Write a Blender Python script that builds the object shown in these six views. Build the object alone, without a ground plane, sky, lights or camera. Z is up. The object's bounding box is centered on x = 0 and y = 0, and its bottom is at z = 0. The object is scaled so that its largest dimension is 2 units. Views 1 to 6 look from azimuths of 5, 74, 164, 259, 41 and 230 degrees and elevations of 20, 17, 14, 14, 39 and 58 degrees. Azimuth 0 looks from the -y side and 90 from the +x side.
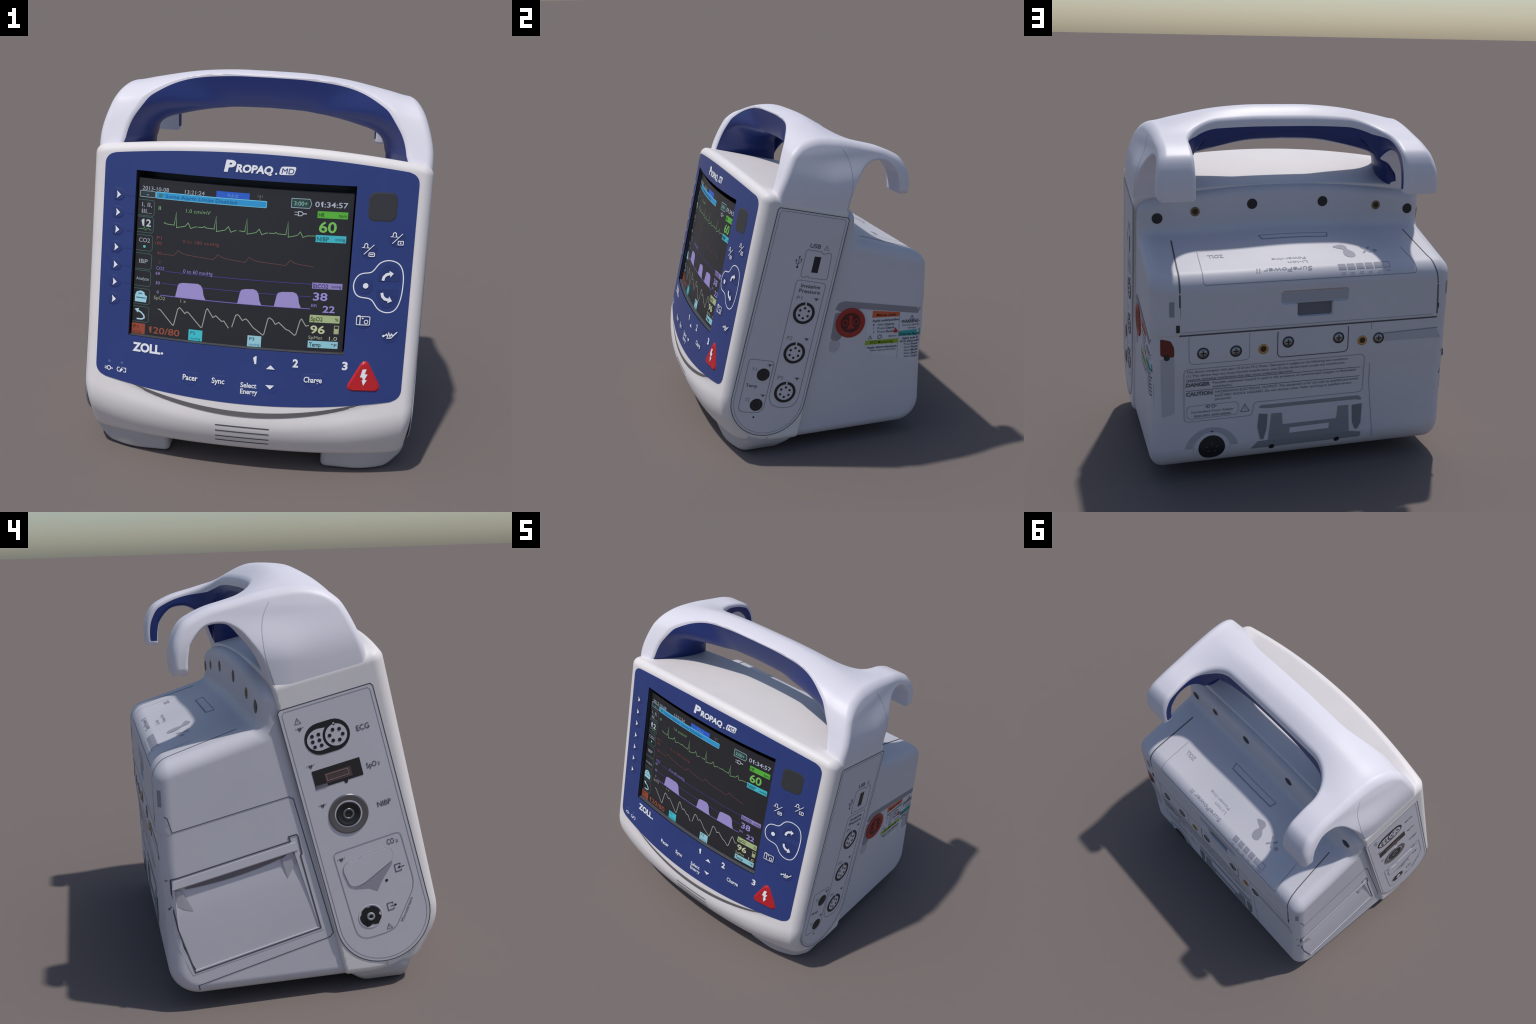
# Portable patient monitor with defibrillator: tilted front slab, arched carry
# handle with bed-rail hooks, rear housing with battery pack and paper printer.
import bpy, bmesh, math
import numpy as np
from mathutils import Vector

for o in list(bpy.data.objects):
    bpy.data.objects.remove(o)

# ------------------------------------------------------------------ materials
def lin(h):
    c = [int(h[i:i + 2], 16) / 255 for i in (0, 2, 4)]
    return tuple(v / 12.92 if v <= .04045 else ((v + .055) / 1.055) ** 2.4 for v in c) + (1,)

MATS = {}
def material(name, hexa, rough=.5, vary=.0, scale=6., metal=0., bump=0., bscale=180., spec=.4):
    if name in MATS:
        return MATS[name]
    m = bpy.data.materials.new(name)
    m.use_nodes = True
    nt = m.node_tree
    b = nt.nodes['Principled BSDF']
    b.inputs['Roughness'].default_value = rough
    b.inputs['Metallic'].default_value = metal
    b.inputs['Specular IOR Level'].default_value = spec
    col = lin(hexa)
    b.inputs['Base Color'].default_value = col
    tc = nt.nodes.new('ShaderNodeTexCoord')
    if vary > 0:
        nz = nt.nodes.new('ShaderNodeTexNoise')
        nz.inputs['Scale'].default_value = scale
        nz.inputs['Detail'].default_value = 3
        nt.links.new(tc.outputs['Object'], nz.inputs['Vector'])
        rp = nt.nodes.new('ShaderNodeValToRGB')
        rp.color_ramp.elements[0].position = .3
        rp.color_ramp.elements[1].position = .7
        rp.color_ramp.elements[0].color = tuple(c * (1 - vary) for c in col[:3]) + (1,)
        rp.color_ramp.elements[1].color = tuple(min(1, c * (1 + vary)) for c in col[:3]) + (1,)
        nt.links.new(nz.outputs['Fac'], rp.inputs['Fac'])
        nt.links.new(rp.outputs['Color'], b.inputs['Base Color'])
    if bump > 0:
        n2 = nt.nodes.new('ShaderNodeTexNoise')
        n2.inputs['Scale'].default_value = bscale
        nt.links.new(tc.outputs['Object'], n2.inputs['Vector'])
        bp = nt.nodes.new('ShaderNodeBump')
        bp.inputs['Strength'].default_value = bump
        bp.inputs['Distance'].default_value = .002
        nt.links.new(n2.outputs['Fac'], bp.inputs['Height'])
        nt.links.new(bp.outputs['Normal'], b.inputs['Normal'])
    MATS[name] = m
    return m

WHITE = material('front_white_plastic', 'e2dddd', .5, .02, 4, bump=.05)
HWHITE = material('handle_white_plastic', 'dedbe4', .45, .015, 4, bump=.05)
REAR = material('rear_white_plastic', 'cac8d0', .5, .02, 4, bump=.05)
SIDE = material('side_panel_plastic', 'cdcad2', .5, .015, 5, bump=.03)
FOOT = material('foot_rubber', 'bcbbc0', .6, .02, 6)
BLUE = material('panel_blue_membrane', '2e3f7d', .4, .04, 3)
KEY = material('key_blue_membrane', '2b3a74', .4, .03, 4)
LINING = material('lining_blue_rubber', '243472', .38, .04, 5)
DARK = material('screen_dark', '28282c', .45)
BLACK = material('black_frame', '0c0d10', .4)
BEZEL = material('bezel_grey', '46484e', .5)
LED = material('led_window', '36373a', .5)
INK = material('grey_ink', '55565e', .6)
LINE = material('seam_dark', '55565e', .7)
LINE2 = material('seam_soft', '8e9098', .7)
PRINT = material('white_ink', 'f0f2f8', .5)
RED = material('shock_red', 'bf1f28', .4)
BLK = material('connector_black', '232428', .4)
METAL = material('screw_steel', '9a9ca0', .35, metal=.7)
BRASS = material('brass_insert', 'b8925a', .35, metal=.6)

# ------------------------------------------------------------------ hierarchy
root = bpy.data.objects.new('patient_monitor', None)
root['label'] = 'white and blue portable patient monitor with arched carry handle'
root['category'] = 'medical monitor'
bpy.context.collection.objects.link(root)

def add(name, V, Fs, mat, parent=root, normals=None, smooth=True, stuff=False):
    me = bpy.data.meshes.new(name)
    me.from_pydata([tuple(map(float, v)) for v in V], [], [tuple(map(int, f)) for f in Fs])
    me.materials.append(mat)
    if smooth:
        me.polygons.foreach_set('use_smooth', np.ones(len(me.polygons), bool))
    me.update()
    if normals is not None:
        me.normals_split_custom_set_from_vertices([tuple(map(float, n)) for n in normals])
    o = bpy.data.objects.new(name, me)
    bpy.context.collection.objects.link(o)
    o.parent = parent
    if stuff:
        o['kind'] = 'stuff'
    return o

# ------------------------------------------------------------------ implicit solids
def rint(r, *ds):
    """rounded intersection of half spaces / solids"""
    acc = 0.
    mx = None
    for d in ds:
        u = np.maximum(d + r, 0)
        acc = acc + u * u
        mx = d if mx is None else np.maximum(mx, d)
    return np.sqrt(acc) - r + np.minimum(mx + r, 0)

def smax(a, b, k):
    h = np.maximum(k - np.abs(a - b), 0) / k
    return np.maximum(a, b) + h * h * k * .25

def ease(v):
    v = np.clip(v, 0, 1)
    return v * v * (3 - 2 * v)

def smin(a, b, k):
    return -smax(-a, -b, k)

def spline(pts, n=14):
    """Catmull-Rom through open control points"""
    P = np.array(pts, float)
    Q = np.vstack([2 * P[0] - P[1], P, 2 * P[-1] - P[-2]])
    out = []
    for i in range(1, len(Q) - 2):
        for t in np.arange(n) / n:
            a, b, c, d = Q[i - 1], Q[i], Q[i + 1], Q[i + 2]
            out.append(.5 * (2 * b + (c - a) * t + (2 * a - 5 * b + 4 * c - d) * t * t + (3 * b - a - 3 * c + d) * t ** 3))
    out.append(P[-1])
    return np.array(out)

def curve1d(xs, ys):
    """smooth monotone-ish lookup"""
    c = spline(list(zip(xs, ys)), 10)
    return lambda v: np.interp(v, c[:, 0], c[:, 1])

class Shape2D:
    """signed distance table of a closed 2D outline"""
    def __init__(self, poly, pad=.5, h=.006):
        P = np.array(poly)
        self.lo = P.min(0) - pad
        hi = P.max(0) + pad
        n = np.ceil((hi - self.lo) / h).astype(int) + 1
        self.h = h
        a, b = np.meshgrid(self.lo[0] + h * np.arange(n[0]), self.lo[1] + h * np.arange(n[1]), indexing='ij')
        best = np.full(a.shape, 1e9)
        ins = np.zeros(a.shape, bool)
        for i in range(len(P)):
            p, q = P[i], P[(i + 1) % len(P)]
            d = q - p
            L = d @ d
            if L < 1e-14:
                continue
            t = np.clip(((a - p[0]) * d[0] + (b - p[1]) * d[1]) / L, 0, 1)
            best = np.minimum(best, (a - p[0] - t * d[0]) ** 2 + (b - p[1] - t * d[1]) ** 2)
            if abs(d[1]) > 1e-12:
                ins ^= ((p[1] > b) != (q[1] > b)) & (a < d[0] * (b - p[1]) / d[1] + p[0])
        self.T = np.sqrt(best) * np.where(ins, -1, 1)
    def __call__(self, a, b):
        u = np.clip((a - self.lo[0]) / self.h, 0, self.T.shape[0] - 1.001)
        v = np.clip((b - self.lo[1]) / self.h, 0, self.T.shape[1] - 1.001)
        i, j = u.astype(int), v.astype(int)
        f, g = u - i, v - j
        T = self.T
        return (T[i, j] * (1 - f) + T[i + 1, j] * f) * (1 - g) + (T[i, j + 1] * (1 - f) + T[i + 1, j + 1] * f) * g

def grad(f, V, e=5e-4):
    G = np.zeros_like(V)
    for k in range(3):
        a = V.copy(); a[:, k] += e
        b = V.copy(); b[:, k] -= e
        G[:, k] = (f(*a.T) - f(*b.T)) / (2 * e)
    return G

def settle(f, V, h, it=4):
    for _ in range(it):
        G = grad(f, V)
        d = f(*V.T)
        s = (d / np.maximum((G * G).sum(1), .05))[:, None] * G
        L = np.linalg.norm(s, axis=1, keepdims=True)
        V = V - s * np.minimum(1, h / np.maximum(L, 1e-12))
    return V

def mesh_solid(f, lo, hi, h):
    """surface-net mesh of f<0, vertices settled on the surface"""
    lo = np.array(lo, float)
    n = np.ceil((np.array(hi) - lo) / h).astype(int) + 1
    ax = [lo[k] + h * np.arange(n[k]) for k in range(3)]
    F = np.empty(tuple(n), np.float32)
    for i in range(0, n[0], 24):
        X, Y, Z = np.meshgrid(ax[0][i:i + 24], ax[1], ax[2], indexing='ij')
        F[i:i + 24] = f(X, Y, Z)
    S = F < 0
    C = np.zeros(tuple(n - 1), np.int8)
    for a in (0, 1):
        for b in (0, 1):
            for c in (0, 1):
                C += S[a:n[0] - 1 + a, b:n[1] - 1 + b, c:n[2] - 1 + c]
    cell = (C > 0) & (C < 8)
    idx = np.full(cell.shape, -1)
    ijk = np.argwhere(cell)
    idx[cell] = np.arange(len(ijk))
    acc = np.zeros((len(ijk), 3)); cnt = np.zeros(len(ijk))
    corners = [np.array(c) for c in np.ndindex(2, 2, 2)]
    for c in corners:
        for k in range(3):
            if c[k]:
                continue
            d = c.copy(); d[k] = 1
            p = ijk + c; q = ijk + d
            fp = F[p[:, 0], p[:, 1], p[:, 2]]; fq = F[q[:, 0], q[:, 1], q[:, 2]]
            m = (fp < 0) != (fq < 0)
            t = np.where(m, fp / np.where(m, fp - fq, 1), 0)
            pt = p.astype(float); pt[:, k] += t
            acc[m] += pt[m]; cnt[m] += 1
    V = lo + h * acc / cnt[:, None]
    quads = []
    for k in range(3):
        a, b = [(1, 2), (2, 0), (0, 1)][k]
        s0 = [slice(None)] * 3; s1 = [slice(None)] * 3
        s0[k] = slice(0, -1); s1[k] = slice(1, None)
        ch = S[tuple(s0)] != S[tuple(s1)]
        e = np.argwhere(ch)
        e = e[(e[:, a] > 0) & (e[:, b] > 0) & (e[:, a] < n[a] - 1) & (e[:, b] < n[b] - 1)]
        def at(da, db):
            q = e.copy(); q[:, a] += da; q[:, b] += db
            return idx[q[:, 0], q[:, 1], q[:, 2]]
        Q = np.stack([at(-1, -1), at(0, -1), at(0, 0), at(-1, 0)], 1)
        inside = S[e[:, 0], e[:, 1], e[:, 2]]
        Q[~inside] = Q[~inside][:, ::-1]
        quads.append(Q)
    Q = np.vstack(quads)
    Q = Q[(Q >= 0).all(1)]
    V = settle(f, V, h)
    T = np.vstack([Q[:, [0, 1, 2]], Q[:, [0, 2, 3]]])
    return V, T

def split(V, T, g):
    """cut triangles along g=0; returns V, T(g<0), T(g>=0)"""
    G = g(*V.T)
    G = np.where(np.abs(G) < 1e-7, 1e-7, G)
    neg = G < 0
    k = neg[T].sum(1)
    A, B = [T[k == 3]], [T[k == 0]]
    M = T[(k == 1) | (k == 2)]
    if len(M):
        s = neg[M]
        lone = np.where(s.sum(1) == 1, s.argmax(1), (~s).argmax(1))
        r = np.arange(len(M))
        a, b, c = M[r, lone], M[r, (lone + 1) % 3], M[r, (lone + 2) % 3]
        E = np.sort(np.vstack([np.stack([a, b], 1), np.stack([a, c], 1)]), 1)
        U, inv = np.unique(E, axis=0, return_inverse=True)
        inv = inv.ravel()
        t = G[U[:, 0]] / (G[U[:, 0]] - G[U[:, 1]])
        N = V[U[:, 0]] + t[:, None] * (V[U[:, 1]] - V[U[:, 0]])
        base = len(V)
        V = np.vstack([V, N])
        ab, ac = base + inv[:len(M)], base + inv[len(M):]
        small = np.stack([a, ab, ac], 1)
        big = np.vstack([np.stack([ab, b, c], 1), np.stack([ab, c, ac], 1)])
        ln = neg[a]
        A.append(small[ln]); B.append(small[~ln])
        l2 = np.concatenate([ln, ln])
        A.append(big[~l2]); B.append(big[l2])
    return V, np.vstack(A), np.vstack(B)

def add_part(name, V, T, f, mat, parent=root):
    u, inv = np.unique(T, return_inverse=True)
    W = V[u]
    N = grad(f, W)
    N /= np.maximum(np.linalg.norm(N, axis=1, keepdims=True), 1e-9)
    return add(name, W, inv.reshape(-1, 3), mat, parent, normals=N)

# ------------------------------------------------------------------ main dimensions
TY, TZ = .2251, .9743                     # lean direction of the front slab
def nt(y, z):
    return TZ * y - TY * z, TY * y + TZ * z
def face_y(x, z):                          # bowed, leaning front face
    return -.628 + .11 * x * x + .231 * (z - .65)
def front_n(x):
    return -.758 + .107 * x * x
HW = .860                                  # half width of slab
OPEN = (-.624, .484, .700, 1.527)          # screen opening x0 x1 z0 z1

def slab(x, y, z):
    n, t = nt(y, z)
    ax = np.abs(x)
    zs = .376 + .225 * x * x               # crease above the bumper
    q = (zs - z)
    lip = np.clip(1 - (ax / .78) ** 2, 0, 1)
    step = .007 * lip * ease(q / .024) * ease(1 - (q - .024) / .08)
    df = front_n(x) + step - n
    dsl = (-.692 + .11 * x * x - 0.048 * (1 - np.clip(ax / .84, 0, 1) ** 4) + .5 * (.33 - z) - y) * .894
    df = smax(df, dsl, .06)
    s = rint(.055, ax - HW, df)
    s = smax(s, (ax - .864) * .9 + (.26 - z) * .28 + (-.52 - y) * .3, .04)
    top = t - (1.572 - .075 * x * x)
    s = rint(.045, s, top)
    s = rint(.04, s, .088 + .032 * np.clip((-.3 - y) / .3, 0, 1) - z)
    s = rint(.014, s, n + .165)
    cx = (OPEN[0] + OPEN[1]) / 2; cz = (OPEN[2] + OPEN[3]) / 2
    pocket = np.maximum(np.maximum(np.abs(x - cx) - .565, np.abs(z - cz) - .425), n - front_n(x) - .19)
    return np.maximum(s, -pocket)

def foot(x, y, z):
    ax = np.abs(x)
    front = -.538 + 1.4 * np.maximum(ax - .55, 0) ** 2 - .35 * z
    return rint(.03, (ax - .762 - 1.0 * z) / 1.41, ax - .850, .410 - ax, (front - y) / 1.1, (y + .26 - 1.0 * z) / 1.41, -z, z - .16)

def back_y(z):
    return .703 - .005 * ease((.880 - z) / .02) - .015 * ease((.74 - z) / .22)

def rear_body(x, y, z):
    n, t = nt(y, z)
    ax = np.abs(x)
    b = rint(.07, y - back_y(z), (z - 1.290 - .020 * np.exp(-(x / .33) ** 2) * ease((.64 - y) / .28) + .30 * (y - .31)) * .958)
    b = rint(.15, b, .074 - z)
    sh = np.maximum(rint(.055, y - .232, z - (1.564 - .115 * x * x) + .1 * (y - .18)), .5 - z)
    r = rint(.07, ax - .845, smin(b, sh, .045))
    r = np.maximum(r, -.235 - n)
    return r

BAY = [(.640, .622), (.096, .750), (-.020, .356), (.566, .212), (.615, .33), (.634, .44)]
DOOR = Shape2D(BAY, pad=.2)
def rear(x, y, z):
    # body with the sunken printer bay in its left side and the latch well in its back
    r = np.maximum(rear_body(x, y, z), -np.maximum(DOOR(y, z) - .007, x + .845 - .022))
    well = np.maximum(rint(.012, np.abs(x + .043) - .190, np.abs(z - 1.037) - .034), .696 - y)
    slot = np.maximum(rint(.010, np.abs(x + .043) - .098, np.abs(z - .968) - .040), .686 - y)
    return smax(smax(r, -well, .005), -slot, .005)

OUTER = Shape2D(np.vstack([
    spline([(-.275, 1.30), (-.275, 1.46), (-.255, 1.610), (-.218, 1.715), (-.170, 1.812), (-.136, 1.853), (-.080, 1.887),
            (.01, 1.903), (.12, 1.895), (.22, 1.881), (.32, 1.857), (.42, 1.831), (.49, 1.801), (.535, 1.772), (.566, 1.726),
            (.586, 1.67), (.592, 1.60), (.586, 1.550)], 6), [(.40, 1.550), (.30, 1.30)]]))
HOOK = Shape2D(np.vstack([
    spline([(.522, 1.20), (.522, 1.556), (.512, 1.657), (.498, 1.692), (.468, 1.730), (.433, 1.755), (.384, 1.764),
            (.340, 1.757), (.296, 1.730), (.258, 1.684), (.214, 1.612), (.170, 1.485), (.13, 1.30)], 6), [(.13, 1.20)]]))
CROWN = curve1d([0, .2, .4, .6, .7, .78, .9], [.097, .094, .075, .036, .013, .003, -.01])
XOUT = curve1d([1.2, 1.45, 1.6, 1.7, 1.8, 1.88, 2.05], [.858, .858, .858, .853, .833, .806, .73])
_a = spline([(.632, 1.30), (.632, 1.56), (.620, 1.625), (.604, 1.678), (.552, 1.722), (.46, 1.750), (.35, 1.776), (.2, 1.801), (0, 1.808)], 8)
ARCH = Shape2D(np.vstack([_a, (_a * [-1, 1])[::-1][1:]]))
YF = curve1d([-60, -20, 2, 14, 25, 41, 60, 90], [-.26, -.26, -.248, -.19, -.125, -.062, -.053, -.052])
AMP = curve1d([-60, 0, 20, 45, 90], [.108, .108, .125, .155, .160])
AMPB = curve1d([-60, 0, 10, 22, 40, 60, 90], [.07, .07, .06, .06, .09, .11, .11])

def handle_parts(x, y, z):
    ax = np.abs(x)
    zc = z - CROWN(ax) * ease((z - 1.5) / .3) * ease(1 - (y - .05) / .24)
    A = OUTER(y, zc)
    H = HOOK(y, zc)
    m = ease((z - 1.60) / .20)
    tap = .078 * ease((y + .25) / .85) * m + .074 * ease((y - .08) / .48) * (1 - m)
    B = ax - (XOUT(z) - tap - .012 * ease((z - 1.62) / .28))
    ph = np.degrees(np.arctan2(z - 1.6, ax + 1e-6))
    yf = YF(ph)
    e = np.where(y < .05, (.05 - y) / (.05 - yf), (y - .05) / .136)
    ec = np.minimum(e, 1)
    g = ease((ph - 12) / 28)
    wf = AMP(ph) * (g * (.15 * ec ** 2 + .85 * ec ** 7) + (1 - g) * ec ** 1.6 + (1.6 + 4.4 * g) * np.maximum(e - 1, 0))
    wb = AMPB(ph) * (1 - np.maximum(1 - ec ** 3.4, 0) ** (1 / 3.4)) * np.clip(1 - (y - .20) / .12, 0, 1)
    w = np.where(y < .05, wf, wb)
    C = ARCH(x, z) - w + .5 * np.maximum(y - .17, 0) + 3 * np.maximum(y - .34, 0)
    D = rint(.20, ax - .580, .176 - y)
    return A, B, C, D, H

def handle(x, y, z):
    A, B, C, D, H = handle_parts(x, y, z)
    n, t = nt(y, z)
    s = rint(.035, A, B)
    s = smax(s, -H, .014)
    s = smax(s, -C, .02)
    s = smax(s, -D, .025)
    return np.maximum(s, 1.40 - t)

def lining_field(x, y, z):
    A, B, C, D, H = handle_parts(x, y, z)
    mid = np.clip((.62 - np.abs(x)) / .1, 0, 1)
    c = np.maximum(C - .05, y - .34)
    d = D - .05
    f = np.minimum(c, d)
    return np.maximum(np.maximum(f, A + .013 + .030 * mid * ease((y - .05) / .08)), .005 - H)

# ------------------------------------------------------------------ big parts
def build_solid(name, f, lo, hi, h, mat):
    V, T = mesh_solid(f, lo, hi, h)
    return add_part(name, V, T, f, mat)

housing = build_solid('front_housing', slab, (-.9, -.76, .04), (.9, .26, 1.74), .0095, WHITE)

V, T = mesh_solid(foot, (.36, -.68, -.03), (.9, .02, .23), .011)
foot_r = add_part('foot', V, T, foot, FOOT)
foot_l = add_part('foot', V * [-1, 1, 1], T[:, ::-1], foot, FOOT)

V, T = mesh_solid(rear, (-.88, -.30, .03), (.88, .74, 1.64), .0085)
def battery_field(x, y, z):
    return np.maximum(np.maximum(np.maximum(x - .690, -.728 - x - .04 * np.clip((1.1 - z) / .2, 0, 1)), .868 - z), .30 - y)
V, Ta, Tb = split(V, T, battery_field)
battery = add_part('battery_pack', V, Ta, rear, REAR)
rear_housing = add_part('rear_housing', V, Tb, rear, REAR)

V, T = mesh_solid(handle, (-.9, -.32, 1.30), (.9, .64, 2.04), .006)
V, Ta, Tb = split(V, T, lining_field)
carry = add_part('carry_handle', V, Tb, handle, HWHITE)
lining = add_part('grip_lining', V, Ta, handle, LINING)

# ------------------------------------------------------------------ surface maps
def on_front(u, v, d):                     # u = x, v = height, d = height above the face
    return (u, face_y(u, v) - d, v)
def on_screen(u, v, d):
    return (u, face_y(u, v) + .028 - d, v)
def yz(n, t):
    return TZ * n + TY * t, -TY * n + TZ * t
def on_right(u, v, d):                     # u along n, v along t
    y, z = yz(u + .016 * (v - .86), v)
    return (HW + d, y, z)
def on_left(u, v, d):
    y, z = yz(u + .016 * (v - .86), v)
    return (-HW - d, y, z)
def on_right_pocket(u, v, d):
    p = march((1.2, min(u, .672), v), np.array([-1., 0, 0]))
    return (p[0] + d, p[1], p[2])
def on_back(u, v, d):
    return (u, float(back_y(v)) + d, v)
def march(o, dr, f=rear):
    o = np.array(o, float); t = 0.
    for _ in range(60):
        s = float(f(*(o + t * dr)))
        t += s * .8
        if abs(s) < 1e-5:
            break
    return o + t * dr
_dr = np.array([0, -.6, -.8])
def on_battery(u, v, d):                   # v runs from the deck towards the back face
    p = march((u, .45 + .8 * v + .3, 1.26 - .6 * v + .4), _dr)
    return tuple(p - d * _dr)
def on_box(u, v, d):                       # left box side with its rounded back edge
    p = march((-1.2, min(u, float(back_y(v)) - .012), v), np.array([1., 0, 0]), rear_body)
    return (p[0] - d, p[1], p[2])
def on_shoulder(u, v, d):
    p = march((u, .8, v), np.array([0, -1., 0]))
    return (p[0], p[1] + d, p[2])

# ------------------------------------------------------------------ flat pieces on a surface
class Piece:
    def __init__(self, M, cut=None, cutv=None):
        self.M, self.cut, self.cutv, self.V, self.F = M, cut, cutv, [], []
    def _emit(self, bm, d, base):
        for ax_, c in ((0, self.cut), (1, self.cutv)):
            if not c:
                continue
            us = [v.co[ax_] for v in bm.verts]
            k = math.ceil(min(us) / c) * c
            no = (1, 0, 0) if ax_ == 0 else (0, 1, 0)
            while k < max(us):
                bmesh.ops.bisect_plane(bm, geom=bm.verts[:] + bm.edges[:] + bm.faces[:], plane_co=tuple(k * n_ for n_ in no), plane_no=no, dist=1e-6)
                k += c
        bm.verts.index_update()
        if base is not None:
            ring = [e for e in bm.edges if e.is_boundary]
        else:
            ring = []
        o = len(self.V)
        self.V += [self.M(v.co.x, v.co.y, d) for v in bm.verts]
        self.F += [[o + v.index for v in f.verts] for f in bm.faces]
        if ring:
            b = len(self.V)
            self.V += [self.M(v.co.x, v.co.y, base) for v in bm.verts]
            for e in ring:
                i, j = e.verts[0].index, e.verts[1].index
                l = e.link_loops[0]
                i, j = l.vert.index, l.link_loop_next.vert.index
                self.F.append([o + i, b + i, b + j, o + j])
        bm.free()
    def poly(self, pts, d=.0015, base=None):
        bm = bmesh.new()
        vs = [bm.verts.new((p[0], p[1], 0)) for p in pts]
        f = bm.faces.new(vs)
        bmesh.ops.triangulate(bm, faces=[f])
        self._emit(bm, d, base)
        return self
    def box(self, u0, v0, u1, v1, d=.0015, base=None, r=0):
        return self.poly(rrect(u0, v0, u1, v1, r) if r else [(u0, v0), (u1, v0), (u1, v1), (u0, v1)], d, base)
    def ring(self, outer, inner, d=.0015, base=None):
        bm = bmesh.new()
        a = [bm.verts.new((p[0], p[1], 0)) for p in outer]
        b = [bm.verts.new((p[0], p[1], 0)) for p in inner]
        n = len(a)
        for i in range(n):
            bm.faces.new((a[i], a[(i + 1) % n], b[(i + 1) % n], b[i]))
        self._emit(bm, d, base)
        return self
    def line(self, pts, w, d=.0015, closed=False, base=None):
        P = np.array(pts, float)
        n = len(P)
        L, R = [], []
        for i in range(n):
            if closed:
                a, b = P[i] - P[i - 1], P[(i + 1) % n] - P[i]
            else:
                a = P[i] - P[i - 1] if i else P[1] - P[0]
                b = P[i + 1] - P[i] if i < n - 1 else a
            a = a / max(np.linalg.norm(a), 1e-9); b = b / max(np.linalg.norm(b), 1e-9)
            m = np.array([-a[1] - b[1], a[0] + b[0]])
            L2 = np.linalg.norm(m)
            m = m / L2 if L2 > 1e-6 else np.array([-a[1], a[0]])
            c = max(m @ np.array([-a[1], a[0]]), .5)
            L.append(P[i] + m * w / 2 / c); R.append(P[i] - m * w / 2 / c)
        bm = bmesh.new()
        l = [bm.verts.new((p[0], p[1], 0)) for p in L]
        r = [bm.verts.new((p[0], p[1], 0)) for p in R]
        for i in range(n if closed else n - 1):
            j = (i + 1) % n
            bm.faces.new((r[i], r[j], l[j], l[i]))
        self._emit(bm, d, base)
        return self
    def disc(self, u, v, r, d=.0015, base=None, n=24, sx=1.):
        return self.poly(circle(u, v, r, n, sx), d, base)
    def annulus(self, u, v, r1, r0, d=.0015, base=None, n=32):
        return self.ring(circle(u, v, r1, n), circle(u, v, r0, n), d, base)
    def text(self, s, u, v, h, w=None, align='l', bold=0., shear=0., d=.0015, flip=False, rot=0., vflip=False):
        TV, TF, bw = glyphs(s, bold)
        k = h / .729
        sx = (w / bw) if w else k
        ox = {'l': 0, 'c': -.5, 'r': -1}[align] * bw * sx
        ca, sa = math.cos(rot), math.sin(rot)
        o = len(self.V)
        for a, b in TV:
            p, q = a * sx + ox + shear * b * k, b * k
            if flip:
                p, q = -p, q
            if vflip:
                q = -q
            p, q = p * ca - q * sa, p * sa + q * ca
            self.V.append(self.M(u + p, v + q, d))
        self.F += [[o + i for i in f] for f in TF]
        return self
    def one(self, u, v, h, d=.0015):
        """plain upright numeral one, u = centre, v = baseline"""
        return self.poly([(u - .02 * h, v), (u + .20 * h, v), (u + .20 * h, v + h), (u + .03 * h, v + h), (u - .04 * h, v + .87 * h), (u - .22 * h, v + .80 * h), (u - .22 * h, v + .68 * h), (u - .02 * h, v + .72 * h)], d)
    def done(self, name, mat, parent, smooth=False, stuff=False):
        return add(name, self.V, self.F, mat, parent, smooth=smooth, stuff=stuff)

def circle(u, v, r, n=24, sx=1.):
    return [(u + sx * r * math.cos(2 * math.pi * i / n), v + r * math.sin(2 * math.pi * i / n)) for i in range(n)]

def rrect(u0, v0, u1, v1, r, n=6):
    out = []
    for cx, cy, a0 in ((u1 - r, v0 + r, -90), (u1 - r, v1 - r, 0), (u0 + r, v1 - r, 90), (u0 + r, v0 + r, 180)):
        for i in range(n + 1):
            a = math.radians(a0 + 90 * i / n)
            out.append((cx + r * math.cos(a), cy + r * math.sin(a)))
    return out

def rounded(pts, r, n=5):
    """round the corners of a polygon"""
    P = [np.array(p, float) for p in pts]
    rs = r if isinstance(r, (list, tuple)) else [r] * len(P)
    out = []
    for i, p in enumerate(P):
        a, b = P[i - 1] - p, P[(i + 1) % len(P)] - p
        la, lb = np.linalg.norm(a), np.linalg.norm(b)
        k = min(rs[i], la * .48, lb * .48)
        s, e = p + a / la * k, p + b / lb * k
        for t in np.linspace(0, 1, n):
            out.append(tuple((1 - t) ** 2 * s + 2 * t * (1 - t) * p + t * t * e))
    return out

GL = {}
def glyphs(s, bold):
    key = (s, bold)
    if key in GL:
        return GL[key]
    cu = bpy.data.curves.new('lettering', 'FONT')
    cu.body = s; cu.size = 1; cu.offset = bold; cu.resolution_u = 3
    ob = bpy.data.objects.new('lettering', cu)
    bpy.context.collection.objects.link(ob)
    bpy.context.view_layer.update()
    me = ob.evaluated_get(bpy.context.evaluated_depsgraph_get()).to_mesh()
    TV = [(v.co.x, v.co.y) for v in me.vertices]
    TF = [list(p.vertices) for p in me.polygons]
    bpy.data.objects.remove(ob)
    bpy.data.curves.remove(cu)
    x0 = min(a for a, b in TV); x1 = max(a for a, b in TV)
    TV = [(a - x0, b) for a, b in TV]
    GL[key] = (TV, TF, max(x1 - x0, 1e-3))
    return GL[key]

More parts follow.
